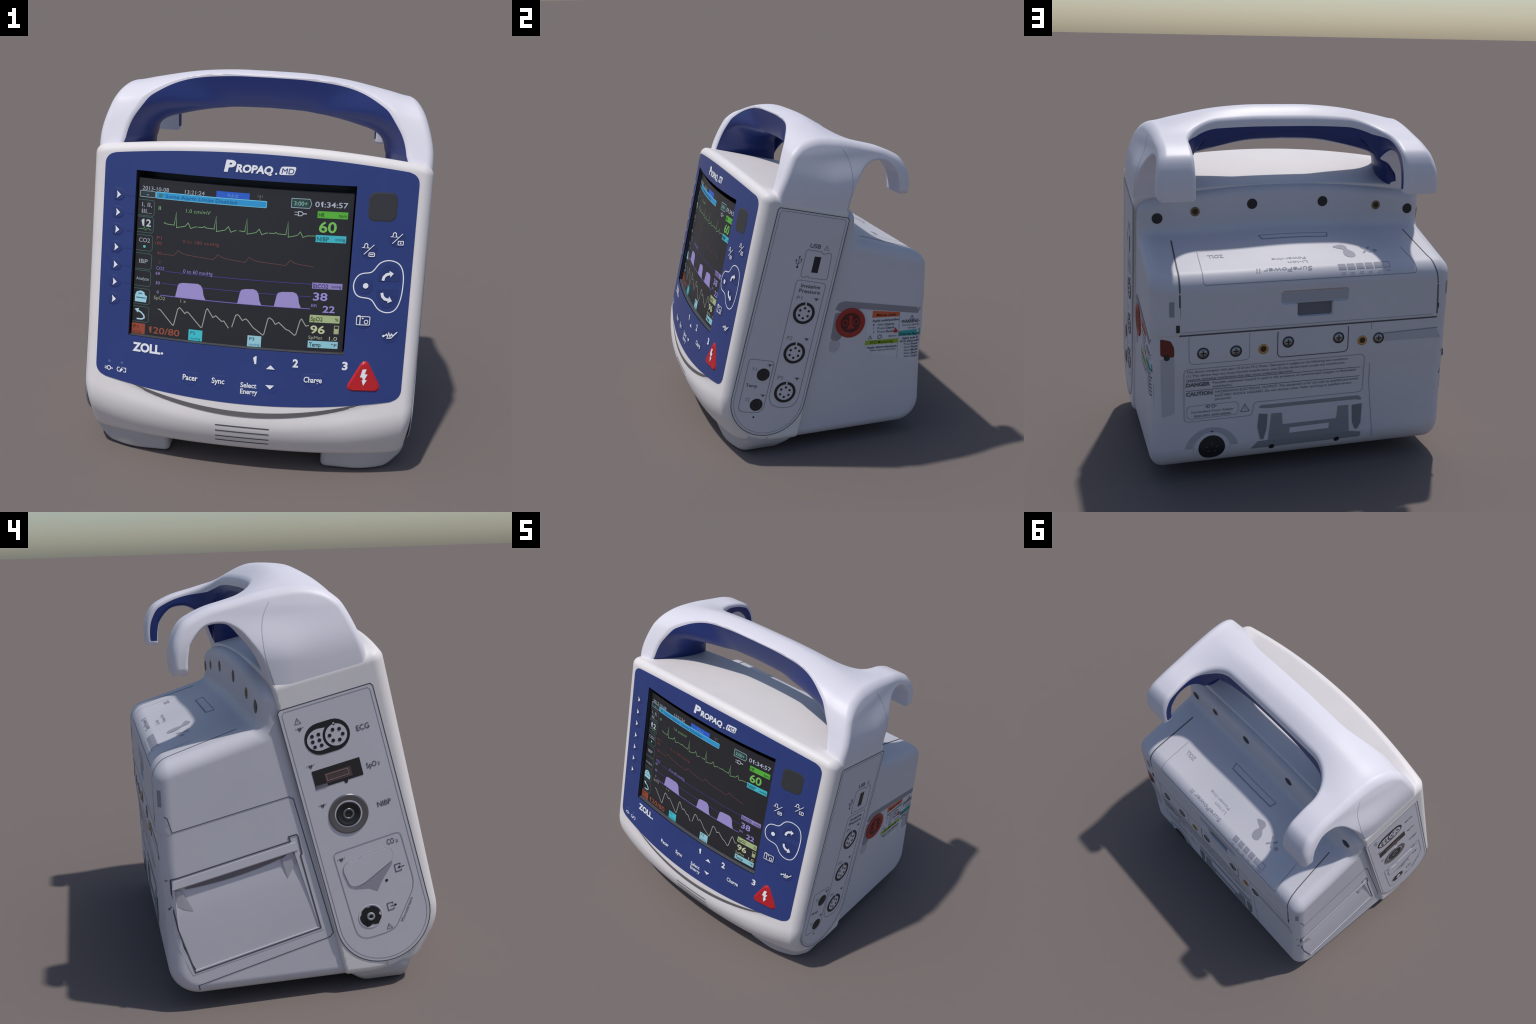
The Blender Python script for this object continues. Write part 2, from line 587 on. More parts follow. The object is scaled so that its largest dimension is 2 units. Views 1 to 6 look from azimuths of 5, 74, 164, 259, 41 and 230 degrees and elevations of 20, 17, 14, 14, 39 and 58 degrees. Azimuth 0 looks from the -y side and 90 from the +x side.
def ink(name):
    h = {'white': 'f0f2f8'}.get(name, name)
    return material('ink_' + h, h, .55)

# ------------------------------------------------------------------ blue front panel with screen opening
def panel_outline():
    xs = np.linspace(-.742, .738, 31)
    top = [(x, 1.654 - .095 * x * x) for x in xs[::-1]]
    bot = [(x, .419 + .095 * x * x) for x in xs]
    r = []
    for (cx, cz, a0, a1) in ((.733, .529, -80, 0), (.733, 1.545, 0, 80)):
        r += [(cx + .055 * math.cos(math.radians(a)), cz + .055 * math.sin(math.radians(a))) for a in np.linspace(a0, a1, 7)]
    l = []
    for (cx, cz, a0, a1) in ((-.738, 1.545, 100, 180), (-.738, .529, 180, 260)):
        l += [(cx + .055 * math.cos(math.radians(a)), cz + .055 * math.sin(math.radians(a))) for a in np.linspace(a0, a1, 7)]
    return bot + r + top + l

PO = Shape2D(panel_outline(), pad=.1, h=.004)
gx = np.linspace(-.81, .81, 136); gz = np.linspace(.40, 1.68, 108)
X, Z = np.meshgrid(gx, gz, indexing='ij')
V = np.stack([X.ravel(), 0 * X.ravel(), Z.ravel()], 1)
i, j = np.meshgrid(np.arange(len(gx) - 1), np.arange(len(gz) - 1), indexing='ij')
q = (i * len(gz) + j).ravel(); nz_ = len(gz)
T = np.vstack([np.stack([q, q + nz_, q + nz_ + 1], 1), np.stack([q, q + nz_ + 1, q + 1], 1)])
V, T, _ = split(V, T, lambda x, y, z: PO(x, z))
keep = []
for g in (lambda x, y, z: x - OPEN[0], lambda x, y, z: OPEN[1] - x, lambda x, y, z: z - OPEN[2], lambda x, y, z: OPEN[3] - z):
    V, out, T = split(V, T, g)
    keep.append(out)
T = np.vstack(keep)
u, inv = np.unique(T, return_inverse=True)
W = V[u]; T = inv.reshape(-1, 3)
P0 = np.stack([W[:, 0], face_y(W[:, 0], W[:, 2]) - .002, W[:, 2]], 1)
E = np.vstack([T[:, [0, 1]], T[:, [1, 2]], T[:, [2, 0]]])
key = E[:, 0] * 10 ** 7 + E[:, 1]; rev = E[:, 1] * 10 ** 7 + E[:, 0]
BE = E[~np.isin(key, rev)]
nP = len(P0)
P1 = P0 + [0, .006, 0]
walls = [[a, a + nP, b + nP, b] for a, b in BE]
panel = add('front_panel', np.vstack([P0, P1]), T.tolist() + walls, BLUE, smooth=False)

# screen surround: four walls of the opening, then the glass
x0, x1, z0, z1 = OPEN
def wall(p, q, n=24):
    V_, F_ = [], []
    for k in range(n + 1):
        u_, v_ = p[0] + (q[0] - p[0]) * k / n, p[1] + (q[1] - p[1]) * k / n
        V_ += [on_front(u_, v_, .001), on_front(u_, v_, -.165)]
    for k in range(n):
        F_.append([2 * k, 2 * k + 1, 2 * k + 3, 2 * k + 2])
    return V_, F_
VV, FF = [], []
for p, q in (((x0, z0), (x1, z0)), ((x1, z0), (x1, z1)), ((x1, z1), (x0, z1)), ((x0, z1), (x0, z0))):
    a, b = wall(p, q)
    o_ = len(VV); VV += a; FF += [[o_ + t_ for t_ in f] for f in b]
add('screen_bezel', VV, FF, BEZEL, panel, smooth=False)
Piece(on_screen, .05).box(x0, z0, x1, z1, -.13).done('screen_border', BLACK, panel)
screen = Piece(on_screen, .05).box(-.614, z0, .476, 1.485, .001).done('display_screen', DARK, root)

# ------------------------------------------------------------------ screen contents
def S():
    return Piece(on_screen, .05)
DS = .002
def sbox(name, u0, v0, u1, v1, hexa, r=0, d=DS):
    return S().box(u0, v0, u1, v1, d, r=r).done(name, ink(hexa), screen)
def stext(s, u, v, h, hexa, w=None, align='l', bold=.0, d=.003):
    return S().text(s, u, v - h / 2, h, w, align, bold, d=d).done('readout_text', ink(hexa), screen)

stext('2013-10-08', -.594, 1.437, .020, 'b9bfc8', .138)
stext('13:21:24', -.372, 1.437, .020, 'b9bfc8', .101)
sbox('patient_mode_field', -.211, 1.424, -.043, 1.455, '2f62cf')
stext('Adult', -.127, 1.439, .019, '5f9fe6', .06, 'c')
sbox('alarm_banner', -.522, 1.390, .046, 1.424, '7fd0e8', .006)
sbox('alarm_banner', -.519, 1.3935, .043, 1.4205, '2f9bd4', .004, .0026)
S().disc(-.497, 1.407, .010, .0032).done('check_mark', ink('3f7f78'), screen)
stext('Some Alarm Limits Disabled', -.470, 1.407, .018, '1d5f9a', .365, d=.0032)
S().disc(.010, 1.445, .004, DS).box(.0085, 1.418, .0115, 1.447, DS).line([(.000, 1.452), (-.003, 1.445), (.0, 1.438)], .002, DS).line([(.020, 1.452), (.023, 1.445), (.020, 1.438)], .002, DS).done('antenna_symbol', ink('70757a'), screen)
S().line(rrect(-.605, 1.392, -.524, 1.422, .005), .004, DS, True).done('menu_tile', ink('8fa0a8'), screen)
sbox('menu_tile', -.602, 1.395, -.527, 1.419, '2f3d40', 0, .0016)
stext('-', -.565, 1.407, .02, '8fd0e0', .012, 'c')
for zt in (1.377, 1.293, 1.202, 1.110, 1.024, .932, .841):
    S().line([(-.613, zt - .078), (-.535, zt - .078), (-.527, zt - .070), (-.527, zt - .008), (-.535, zt), (-.613, zt)], .0032, DS).done('menu_tile', ink('4a6664'), screen)
stext('I, II,', -.566, 1.355, .022, 'b4bac4', .052, 'c'); stext('III...', -.566, 1.322, .022, 'b4bac4', .052, 'c')
stext('2', -.553, 1.265, .036, 'cfd6e0', .026, 'c', .02); S().one(-.583, 1.247, .036, .003).done('readout_text', ink('cfd6e0'), screen)
S().line([(-.606, 1.232), (-.578, 1.233), (-.574, 1.246), (-.569, 1.226), (-.562, 1.233), (-.552, 1.238), (-.545, 1.230), (-.535, 1.231)], .003, DS).done('menu_tile', ink('5f9a5f'), screen)
stext('CO2', -.570, 1.178, .022, 'b4bac4', .058, 'c'); S().disc(-.569, 1.145, .007, DS).done('menu_tile', ink('60c8b8'), screen)
stext('IBP', -.570, 1.072, .022, 'b4bac4', .046, 'c')
stext('Analyze', -.570, .984, .017, 'a8b4c0', .068, 'c')
S().poly([(-.605, .864), (-.545, .864), (-.541, .896), (-.553, .902), (-.556, .915), (-.575, .922), (-.597, .915), (-.605, .898)], DS).done('menu_tile', ink('a9dcec'), screen)
S().box(-.598, .884, -.548, .889, .003).box(-.588, .905, -.568, .910, .003).done('menu_tile', ink('3f7f90'), screen)
S().line([(-.590, .820), (-.568, .812), (-.553, .798), (-.550, .786), (-.562, .778), (-.590, .777)], .007, DS).poly([(-.604, .826), (-.580, .832), (-.586, .808)], DS).done('menu_tile', ink('b8e0ee'), screen)
# heart trace
G1 = '7ea877'
beat = [(-.095, 0), (-.070, 0), (-.062, .006), (-.054, 0), (-.012, -.002), (-.004, .062), (.001, -.013), (.045, -.002), (.060, .016), (.074, -.010), (.095, -.001)]
for c, a, b in ((-.406, -.065, .107), (-.200, -.095, .102), (-.044, -.040, .105), (.162, -.096, .138)):
    pts = [(c + p, 1.2695 + q) for p, q in beat if a <= p <= b]
    if pts[0][0] > c + a: pts.insert(0, (c + a, 1.270))
    if pts[-1][0] < c + b: pts.append((c + b, 1.270))
    S().line(pts, .0036, DS).done('waveform_trace', ink(G1), screen)
stext('II', -.498, 1.345, .018, '7ea877', .012, 'c', .02); stext('1.0 cm/mV', -.360, 1.345, .019, '7ea877', .126)
# blood pressure trace
P = []
for c in (-.391, -.185, -.025, .181):
    P += [(c - .022, 1.117), (c - .010, 1.128), (c - .002, 1.142), (c + .006, 1.142), (c + .020, 1.132), (c + .050, 1.126)]
P = [(-.474, 1.118)] + P + [(.300, 1.118)]
S().line(P, .0034, DS).done('waveform_trace', ink('6a4442'), screen)
stext('P1', -.492, 1.197, .018, '8a4a48', .026, 'c'); stext('180', -.494, 1.171, .016, '8a4a48', .034, 'c')
stext('0 to 180 mmHg', -.368, 1.193, .018, '7a4644', .188)
stext('90', -.487, 1.121, .016, '8a4a48', .022, 'c'); stext('0', -.484, 1.076, .016, '6f4a4a', .010, 'c')
# carbon dioxide trace
PU = 'a596d2'
for z_, x_, w_, c_ in ((1.033, -.449, .003, '4b4496'), (.971, -.466, .003, '4b4496'), (.911, -.471, .0042, '7a6cc0')):
    S().line([(x_, z_), (.300, z_)], w_, DS).done('scale_line', ink(c_), screen)
for c0, c1, s in ((-.392, -.233, 1), (-.070, .053, .9), (.116, .253, 1)):
    L_ = c1 - c0
    S().poly([(c0, .911), (c0 + .010, .965), (c0 + .016, .980), (c0 + .035, .986), (c1 - .045, .989), (c1 - .028, .982), (c1 - .018, .965), (c1 - .012, .935), (c1, .911)], .0026).done('waveform_hump', ink(PU), screen)
stext('CO2', -.478, 1.046, .018, '8f80d0', .042, 'c'); stext('60', -.490, 1.020, .016, 'a596d2', .022, 'c')
stext('30', -.488, .972, .016, 'a596d2', .022, 'c'); stext('0', -.485, .926, .016, 'a596d2', .010, 'c')
stext('0 to 60 mmHg', -.357, 1.046, .019, '9488c4', .152)
# oxygen trace
Y1 = 'a8aaa0'
tr = [(-.479, .840), (-.466, .837), (-.397, .767), (-.392, .768), (-.375, .850), (-.366, .860), (-.358, .855), (-.336, .833), (-.326, .843), (-.316, .838), (-.250, .773), (-.243, .775), (-.227, .862), (-.220, .870), (-.190, .829), (-.175, .839), (-.144, .814), (-.132, .817), (-.106, .783)]
S().line(tr, .0046, DS).done('waveform_trace', ink(Y1), screen)
tr = [(-.090, .790), (-.074, .850), (-.066, .856), (-.056, .850), (-.038, .828), (-.022, .838), (-.012, .832), (.018, .798), (.070, .764), (.075, .768), (.091, .848), (.098, .853), (.114, .844), (.130, .822), (.147, .833), (.186, .800), (.200, .797), (.230, .774), (.237, .780), (.253, .850), (.260, .858), (.284, .824), (.299, .828)]
S().line(tr, .0046, DS).done('waveform_trace', ink(Y1), screen)
stext('SpO2', -.474, .897, .018, 'a8a892', .060, 'c'); stext('1 x', -.348, .896, .018, 'a8a892', .028, 'c')
# numbers on the bottom row and the right column
sbox('readout_field', -.615, .702, -.543, .755, '9c4a36'); stext('P1', -.592, .738, .017, '5a2a20', .026, 'c'); stext('mmHg', -.585, .713, .012, '7a3a2a', .045, 'c')
stext('20/80', -.498, .731, .034, '9a5240', .140, bold=.015); S().one(-.514, .714, .034, .003).done('readout_text', ink('9a5240'), screen)
sbox('readout_field', -.311, .702, -.239, .757, '46c6d2'); stext('P2', -.288, .742, .016, '1d7f8a', .026, 'c'); stext('mmHg', -.275, .714, .013, '2f98a2', .054, 'c')
sbox('readout_field', -.006, .702, .064, .757, '9ed4de'); stext('P3', .016, .742, .016, '2f4f58', .026, 'c'); stext('mmHg', .030, .714, .013, '5f98a2', .054, 'c')
S().line([(.168, 1.446), (.168, 1.402), (.258, 1.402), (.262, 1.410), (.267, 1.424), (.262, 1.438), (.258, 1.446)], .0036, DS, True).done('battery_symbol', ink('9fb4bc'), screen)
sbox('battery_symbol', .171, 1.405, .256, 1.443, '2a4a46', 0, .0016)
stext('3:00+', .214, 1.424, .021, '9ad0c4', .066, 'c')
stext('0', .285, 1.425, .027, 'b9bfd0', .022, bold=.012); S().one(.319, 1.4115, .027, .003).done('readout_text', ink('b9bfd0'), screen); stext(':34:57', .331, 1.425, .027, 'b9bfd0', .117, bold=.012)
S().line([(.205, 1.384), (.220, 1.384), (.231, 1.374), (.220, 1.364), (.205, 1.364)], .004, DS, True).box(.186, 1.379, .205, 1.382, DS).box(.186, 1.366, .205, 1.369, DS).box(.229, 1.372, .247, 1.377, DS).done('plug_symbol', ink('c4c8d0'), screen)
for (v0, v1, hx, s1, s2, tx) in ((1.358, 1.392, '5cb83e', 'HR', 'bpm', '2a6a1a'), (1.241, 1.276, '46c0cc', 'NIBP', 'mmHg', '1a6a78'),
                                  (1.012, 1.042, '9a8cc8', 'EtCO2', 'mmHg', '4a3f78'), (.845, .882, 'b2c28c', 'SpO2', '%', '4a5830'), (.718, .753, '98d2dc', 'Temp', '°F', '24444c')):
    sbox('readout_field', .300, v0, .451, v1, hx)
    m = (v0 + v1) / 2
    stext(s1, .306, m, .021, tx, min(.024 * len(s1) * .62, .085), bold=.01); stext(s2, .445, m, .015, tx, .010 * len(s2) + .008, 'r')
stext('60', .356, 1.317, .054, '7ec860', .088, 'c', .02)
stext('38', .345, .975, .040, 'a596dc', .072, 'c', .02); stext('BR', .318, .929, .016, '8f80c4', .030, 'c'); stext('22', .392, .914, .034, 'a596dc', .061, 'c', .02)
stext('96', .344, .811, .040, 'd0d6a8', .073, 'c', .02); stext('SpMet', .336, .770, .017, 'b0b49a', .070, 'c'); stext('1.0', .425, .769, .020, 'c4c8a8', .040, 'c')
S().line([(.427, .793), (.449, .793), (.449, .832), (.427, .832)], .003, DS, True).box(.429, .795, .447, .818, DS).done('perfusion_bar', ink('b8bc90'), screen)

# ------------------------------------------------------------------ front panel printing and keys
def Fp():
    return Piece(on_front, .06)
def ftext(s, u, v, h, w=None, align='c', bold=.02, shear=0., mat=PRINT, d=.005, name='printed_word'):
    return Fp().text(s, u, v - h / 2, h, w, align, bold, shear, d=d).done(name, mat, panel)
def key(name, pts, mat=KEY, h=.003, parent=None, rim=.010):
    """raised key with bevelled edge"""
    n = len(pts)
    P_ = np.array(pts); c = P_.mean(0)
    L_ = np.linalg.norm(P_ - c, axis=1, keepdims=True)
    inn = c + (P_ - c) * np.maximum(1 - rim / L_, .3)
    V_ = [on_front(a, b, .0015) for a, b in P_] + [on_front(a, b, h) for a, b in inn]
    F_ = [[i, (i + 1) % n, n + (i + 1) % n, n + i] for i in range(n)] + [list(range(n, 2 * n))]
    return add(name, V_, F_, mat, parent or panel, smooth=False)

ftext('P', -.150, 1.5895, .055, .052, bold=.05, shear=.18)
ftext('ROPAQ', -.117, 1.5815, .037, .182, 'l', .045, .15)
Fp().disc(.083, 1.566, .005, .005).done('printed_word', PRINT, panel)
Fp().poly(rounded([(.096, 1.562), (.172, 1.564), (.182, 1.604), (.106, 1.602)], .012), .004).done('model_badge', PRINT, panel)
ftext('MD', .139, 1.583, .028, .060, bold=.0, shear=.15, mat=BLUE, d=.0055)
key('led_window', rrect(.545, 1.360, .692, 1.505, .038), LED, .0035)
ftext('ZOLL', -.522, .648, .044, .150, bold=.045); Fp().disc(-.438, .631, .006, .005).done('printed_word', PRINT, panel)
for s, x_ in (('1', .042), ('2', .247), ('3', .495)):
    if s == '1':
        Fp().one(x_, .629, .040, .005).done('printed_word', PRINT, panel)
    else:
        ftext(s, x_, .649, .040, .028, bold=.04)
for z_ in (1.398, 1.310, 1.224, 1.136, 1.048, .961, .874):
    key('soft_key', rounded([(-.745, z_ + .034), (-.692, z_ + .034), (-.668, z_), (-.692, z_ - .034), (-.745, z_ - .034)], .022), KEY, .004)
    Fp().poly([(-.722, z_ + .019), (-.700, z_), (-.722, z_ - .019), (-.719, z_)], .0065).done('key_arrow', PRINT, panel)
    Fp().line([(-.668, z_), (-.630, z_)], .0045, .003).done('key_groove', KEY, panel)
for s, x_, z_, w_ in (('Pacer', -.283, .529, .078), ('Sync', -.138, .529, .066), ('Charge', .340, .572, .092)):
    key('function_key', rounded([(x_ - w_ / 2 - .012, z_ + .03), (x_ + w_ / 2 + .012, z_ + .03), (x_ + w_ / 2 + .006, z_ - .02), (x_ + .01, z_ - .052), (x_ - .01, z_ - .052), (x_ - w_ / 2 - .006, z_ - .02)], .035), BLUE, .003)
    ftext(s, x_, z_, .029, w_, bold=.02, d=.008)
ftext('Select', .018, .520, .026, .082, bold=.02); ftext('Energy', .022, .488, .026, .088, bold=.02)
key('energy_key', rounded([(.085, .650), (.165, .650), (.172, .50), (.128, .470), (.084, .50)], .04), BLUE, .003)
Fp().poly([(.101, .610), (.146, .610), (.123, .631)], .008).done('key_arrow', PRINT, panel)
Fp().poly([(.103, .530), (.128, .509), (.148, .530)], .008).done('key_arrow', PRINT, panel)
shock = key('shock_key', rounded([(.594, .702), (.497, .522), (.694, .522)][::1], [.06, .05, .05], 8)[::1], RED, .010, root, .012)
Fp().poly([(.585, .637), (.605, .638), (.598, .614), (.612, .612), (.599, .586), (.610, .583), (.594, .555), (.584, .584), (.592, .582), (.586, .596), (.575, .597)], .0125).done('lightning_mark', PRINT, shock)
# navigation cluster
ring = spline([(.668, 1.179), (.627, 1.163), (.605, 1.132), (.585, 1.113), (.548, 1.110), (.519, 1.093), (.503, 1.050), (.517, 1.007), (.545, .991), (.585, .988), (.609, .972), (.634, .935), (.679, .918), (.722, .932), (.744, .985), (.750, 1.050), (.747, 1.115), (.722, 1.163), (.668, 1.179)], 8)[:-1]
for _ in range(14):
    ring = .25 * np.roll(ring, 1, 0) + .5 * ring + .25 * np.roll(ring, -1, 0)
Fp().line(ring[::-1], .0055, .004, True).done('key_outline', PRINT, panel)
key('navigation_key', rounded([(.612, 1.066), (.735, 1.066), (.735, 1.110), (.705, 1.165), (.645, 1.165), (.618, 1.110)], .04))
key('navigation_key', rounded([(.612, 1.044), (.735, 1.044), (.735, .985), (.705, .935), (.650, .935), (.622, .985)], .04))
key('navigation_key', rrect(.518, 1.003, .603, 1.094, .03))
Fp().disc(.565, 1.050, .0135, .008).done('key_dot', PRINT, panel)
Fp().line([(.648, 1.078), (.652, 1.096), (.664, 1.108), (.682, 1.113)], .014, .008).poly([(.677, 1.127), (.699, 1.114), (.684, 1.094)], .008).done('key_arrow', PRINT, panel)
Fp().line([(.648, 1.018), (.653, 1.000), (.665, .988), (.684, .983)], .014, .008).poly([(.686, 1.002), (.702, .978), (.679, .968)], .008).done('key_arrow', PRINT, panel)
for c in ((.701, 1.280), (.565, 1.222), (.569, .875), (.706, .808)):
    key('icon_key', rounded([(c[0] - .046, c[1] + .034), (c[0] + .046, c[1] + .034), (c[0] + .046, c[1] - .015), (c[0] + .02, c[1] - .045), (c[0] - .02, c[1] - .045), (c[0] - .046, c[1] - .015)], .03))
def bell(cx, cz):
    p = Fp()
    p.line([(cx - .032, cz + .010), (cx - .022, cz + .014), (cx - .020, cz + .028), (cx - .012, cz + .032), (cx - .006, cz + .026), (cx - .006, cz + .013), (cx + .002, cz + .009)], .0045, .008, True)
    p.line([(cx - .022, cz - .022), (cx + .026, cz + .026)], .004, .008)
    return p
p = bell(.701, 1.282)
p.ring(rrect(.705, 1.252, .735, 1.274, .003, 2), rrect(.709, 1.256, .731, 1.270, .003, 2), .008); p.disc(.720, 1.263, .004, .008); p.done('key_icon', PRINT, panel)
p = bell(.565, 1.225)
p.ring(rrect(.566, 1.192, .598, 1.214, .006, 2), rrect(.570, 1.196, .594, 1.210, .005, 2), .008); p.box(.574, 1.201, .590, 1.206, .008); p.done('key_icon', PRINT, panel)
p = Fp()
p.line(rrect(.534, .857, .600, .898, .004, 2), .004, .008, True); p.box(.549, .857, .554, .898, .008); p.annulus(.582, .872, .011, .007, .008, n=16); p.box(.560, .886, .568, .892, .008); p.box(.538, .898, .552, .904, .008)
p.done('key_icon', PRINT, panel)
p = Fp()
p.disc(.674, .805, .006, .008, n=12).line([(.680, .806), (.690, .814), (.696, .802), (.700, .822), (.707, .803), (.714, .815), (.722, .806), (.738, .822)], .006, .008).line([(.690, .795), (.712, .795), (.742, .826)], .005, .008)
p.done('key_icon', PRINT, panel)
p = Fp()
p.ring(circle(-.721, .517, .012, 16), circle(-.721, .517, .0075, 16), .004); p.box(-.744, .519, -.732, .523, .004); p.box(-.744, .510, -.732, .514, .004); p.box(-.709, .514, -.699, .519, .004)
p.done('status_symbol', PRINT, panel)
p = Fp()
p.line([(-.660, .507), (-.672, .507), (-.676, .517), (-.672, .527), (-.662, .527)], .004, .004); p.line([(-.642, .527), (-.628, .527), (-.628, .507), (-.642, .507)], .004, .004)
p.poly([(-.645, .533), (-.660, .516), (-.652, .516), (-.660, .501), (-.641, .520), (-.650, .520)], .004)
p.done('status_symbol', PRINT, panel)
for x_ in (-.720, -.651):
    Fp().disc(x_, .552, .007, .003, n=12).done('status_light', material('status_lens', '55689f', .4), panel)
# speaker slots in the bumper
def on_bumper(u, v, d):
    p = march((u, -1.0, v), np.array([0, 1., 0]), slab)
    return (p[0], p[1] - d, p[2])
for z_ in (.295, .261, .224, .192):
    Piece(on_bumper, .03).box(-.142, z_ - .0035, .137, z_ + .0035, .0012, r=.003).done('speaker_slot', LINE, housing)

xs_ = np.linspace(-.77, .77, 60)  # grey lens strip drawing the shade below the overhanging sill
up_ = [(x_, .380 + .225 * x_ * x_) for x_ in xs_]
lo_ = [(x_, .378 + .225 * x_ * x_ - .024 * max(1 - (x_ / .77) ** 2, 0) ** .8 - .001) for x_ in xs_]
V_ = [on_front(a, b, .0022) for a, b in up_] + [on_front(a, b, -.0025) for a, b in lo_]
add('painted_crease_shadow', V_, [[60 + k_, 61 + k_, k_ + 1, k_] for k_ in range(59)], material('crease_shadow_grey', '706c70', .6), housing, smooth=False)
# crease on each handle side where the hook arm begins
for sg in (1, -1):
    def on_handle_side(u, v, d, sg=sg):
        p = march((sg * 1.1, u, v), np.array([-sg * 1., 0, 0]), handle)
        return (p[0] + sg * d, p[1], p[2])
    Piece(on_handle_side).line(spline([(.161, 1.848), (.188, 1.795), (.202, 1.736), (.200, 1.640), (.178, 1.545), (.160, 1.490)], 4), .0028, .0008).done('handle_crease', material('crease_pale', 'b2b1ba', .6), carry)

# ------------------------------------------------------------------ right side panel
def tri_mark(P, u, v, s, w=.0025, sgn=1):
    P.line([(u - s * sgn, v - s * .8), (u + s * sgn, v - s * .8), (u, v + s)], w, .003, True)
    P.box(u - .001, v - s * .3, u + .001, v + s * .45, .003)
def heart_mark(P, u, v, s=.011):
    P.poly([(u, v - s), (u + s, v + s * .3), (u + s * .5, v + s * .8), (u, v + s * .4), (u - s * .5, v + s * .8), (u - s, v + s * .3)], .003)
    P.line([(u - s * 1.7, v + s * .4), (u - s * 1.2, v + s * .4)], .003, .003); P.line([(u + s * 1.2, v + s * .4), (u + s * 1.7, v + s * .4)], .003, .003)

def stadium(n0, n1, t1, rb, rt=.012):
    c = (n0 + n1) / 2; R = (n1 - n0) / 2
    out = [(c + R * math.cos(math.radians(a)), rb + R + R * math.sin(math.radians(a))) for a in np.linspace(180, 360, 25)]
    return out + [(n1, t1 - rt), (n1 - rt, t1), (n0 + .032, t1), (n0 + .022, t1 - rt)]

def side_plate(M, t1, rb, flip):
    o = stadium(-.628, -.166, t1, rb)
    i = stadium(-.612, -.182, t1 - .014, rb + .016)
    if flip:
        o, i = o[::-1], i[::-1]
    p = Piece(M); p.poly(o, .0018, -.002)
    plate = p.done('side_panel', SIDE, root)
    Piece(M).line(o, .0045, .0022, True).done('panel_seam', LINE, plate)
    Piece(M).line(i, .0025, .0026, True).done('panel_seam', LINE2, plate)
    return plate
rp = side_plate(on_right, 1.458, .061, False)
R = lambda: Piece(on_right)
R().text('USB', -.333, 1.255, .026, .066, 'c', .01, d=.003).done('printed_word', INK, rp)
p = R(); tri_mark(p, -.262, 1.264, .014); p.done('warning_mark', LINE2, rp)
R().line([(-.382, 1.085), (-.372, 1.075), (-.352, 1.075), (-.345, 1.083), (-.335, 1.083), (-.328, 1.075), (-.224, 1.075), (-.214, 1.085), (-.222, 1.225), (-.232, 1.236), (-.252, 1.236), (-.262, 1.226), (-.278, 1.226), (-.286, 1.238), (-.372, 1.241), (-.382, 1.231)], .0035, .003, True).done('socket_frame', LINE2, rp)
R().box(-.323, 1.109, -.283, 1.206, .003).done('data_socket', BLK, rp)
p = R(); p.line([(-.416, 1.130), (-.414, 1.192)], .003, .003); p.disc(-.416, 1.130, .007, .003, n=12); p.poly([(-.421, 1.188), (-.407, 1.188), (-.414, 1.200)], .003); p.line([(-.416, 1.145), (-.430, 1.155), (-.430, 1.168)], .003, .003); p.line([(-.415, 1.150), (-.400, 1.163), (-.400, 1.176)], .003, .003); p.box(-.404, 1.174, -.396, 1.182, .003); p.disc(-.430, 1.170, .005, .003, n=10)
p.done('data_symbol', INK, rp)
fr = rounded([(-.399, 1.055), (-.213, 1.055), (-.213, .34), (-.213, .25), (-.399, .25), (-.399, .34)][::-1], [.03, .085, .085, .03, .025, .025])
R().line(rounded([(-.399, 1.056), (-.399, .252), (-.213, .252), (-.213, 1.052)], [.025, .085, .085, .025], 7), .0035, .003, True).done('socket_frame', LINE2, rp)
R().text('Invasive', -.304, 1.014, .024, .121, 'c', .01, d=.003).text('Pressure', -.304, .982, .024, .132, 'c', .01, d=.003).done('printed_word', INK, rp)
for k_, tc in enumerate((.858, .6065, .353)):
    u_ = -.307
    R().text('P%d' % (k_ + 1), -.374, tc + .079, .024, .034, d=.003).done('printed_word', LINE2, rp)
    p = R(); heart_mark(p, -.250, tc + .092); p.done('heart_mark', INK, rp)
    p = R(); p.annulus(u_, tc, .067, .051, .0045, -.001); s_ = p.done('pressure_socket', BLK, rp)
    R().disc(u_, tc, .052, .003, n=32).box(u_ - .006, tc + .045, u_ + .003, tc + .072, .0052).done('socket_face', SIDE, s_)
    p = R()
    for a in range(6):
        an = math.radians(90 + 60 * a)
        p.disc(u_ + .031 * math.cos(an), tc + .031 * math.sin(an), .0075, .0042, n=12)
    p.done('socket_hole', BLK, s_, stuff=True)
R().line(rounded([(-.574, .545), (-.574, .206), (-.417, .206), (-.417, .540)], [.02, .04, .055, .02], 6), .0035, .003, True).done('socket_frame', LINE2, rp)
for k_, tc in enumerate((.453, .258)):
    R().disc(-.468, tc, .039, .004, -.001, n=32).done('temperature_socket', BLK, rp)
    R().annulus(-.468, tc, .024, .020, .0048).done('socket_ring', material('socket_grey', '3c3d42', .4), rp)
    R().text('T%d' % (k_ + 1), -.545, tc + .018, .022, .029, d=.003).done('printed_word', LINE2, rp)
    p = R(); heart_mark(p, -.440, tc + .062, .010); p.done('heart_mark', INK, rp)
R().text('Temp', -.524, .368, .022, .072, 'c', .005, d=.003).done('printed_word', INK, rp)
R().disc(-.467, .177, .006, .003, n=12).done('vent_hole', BLK, rp)

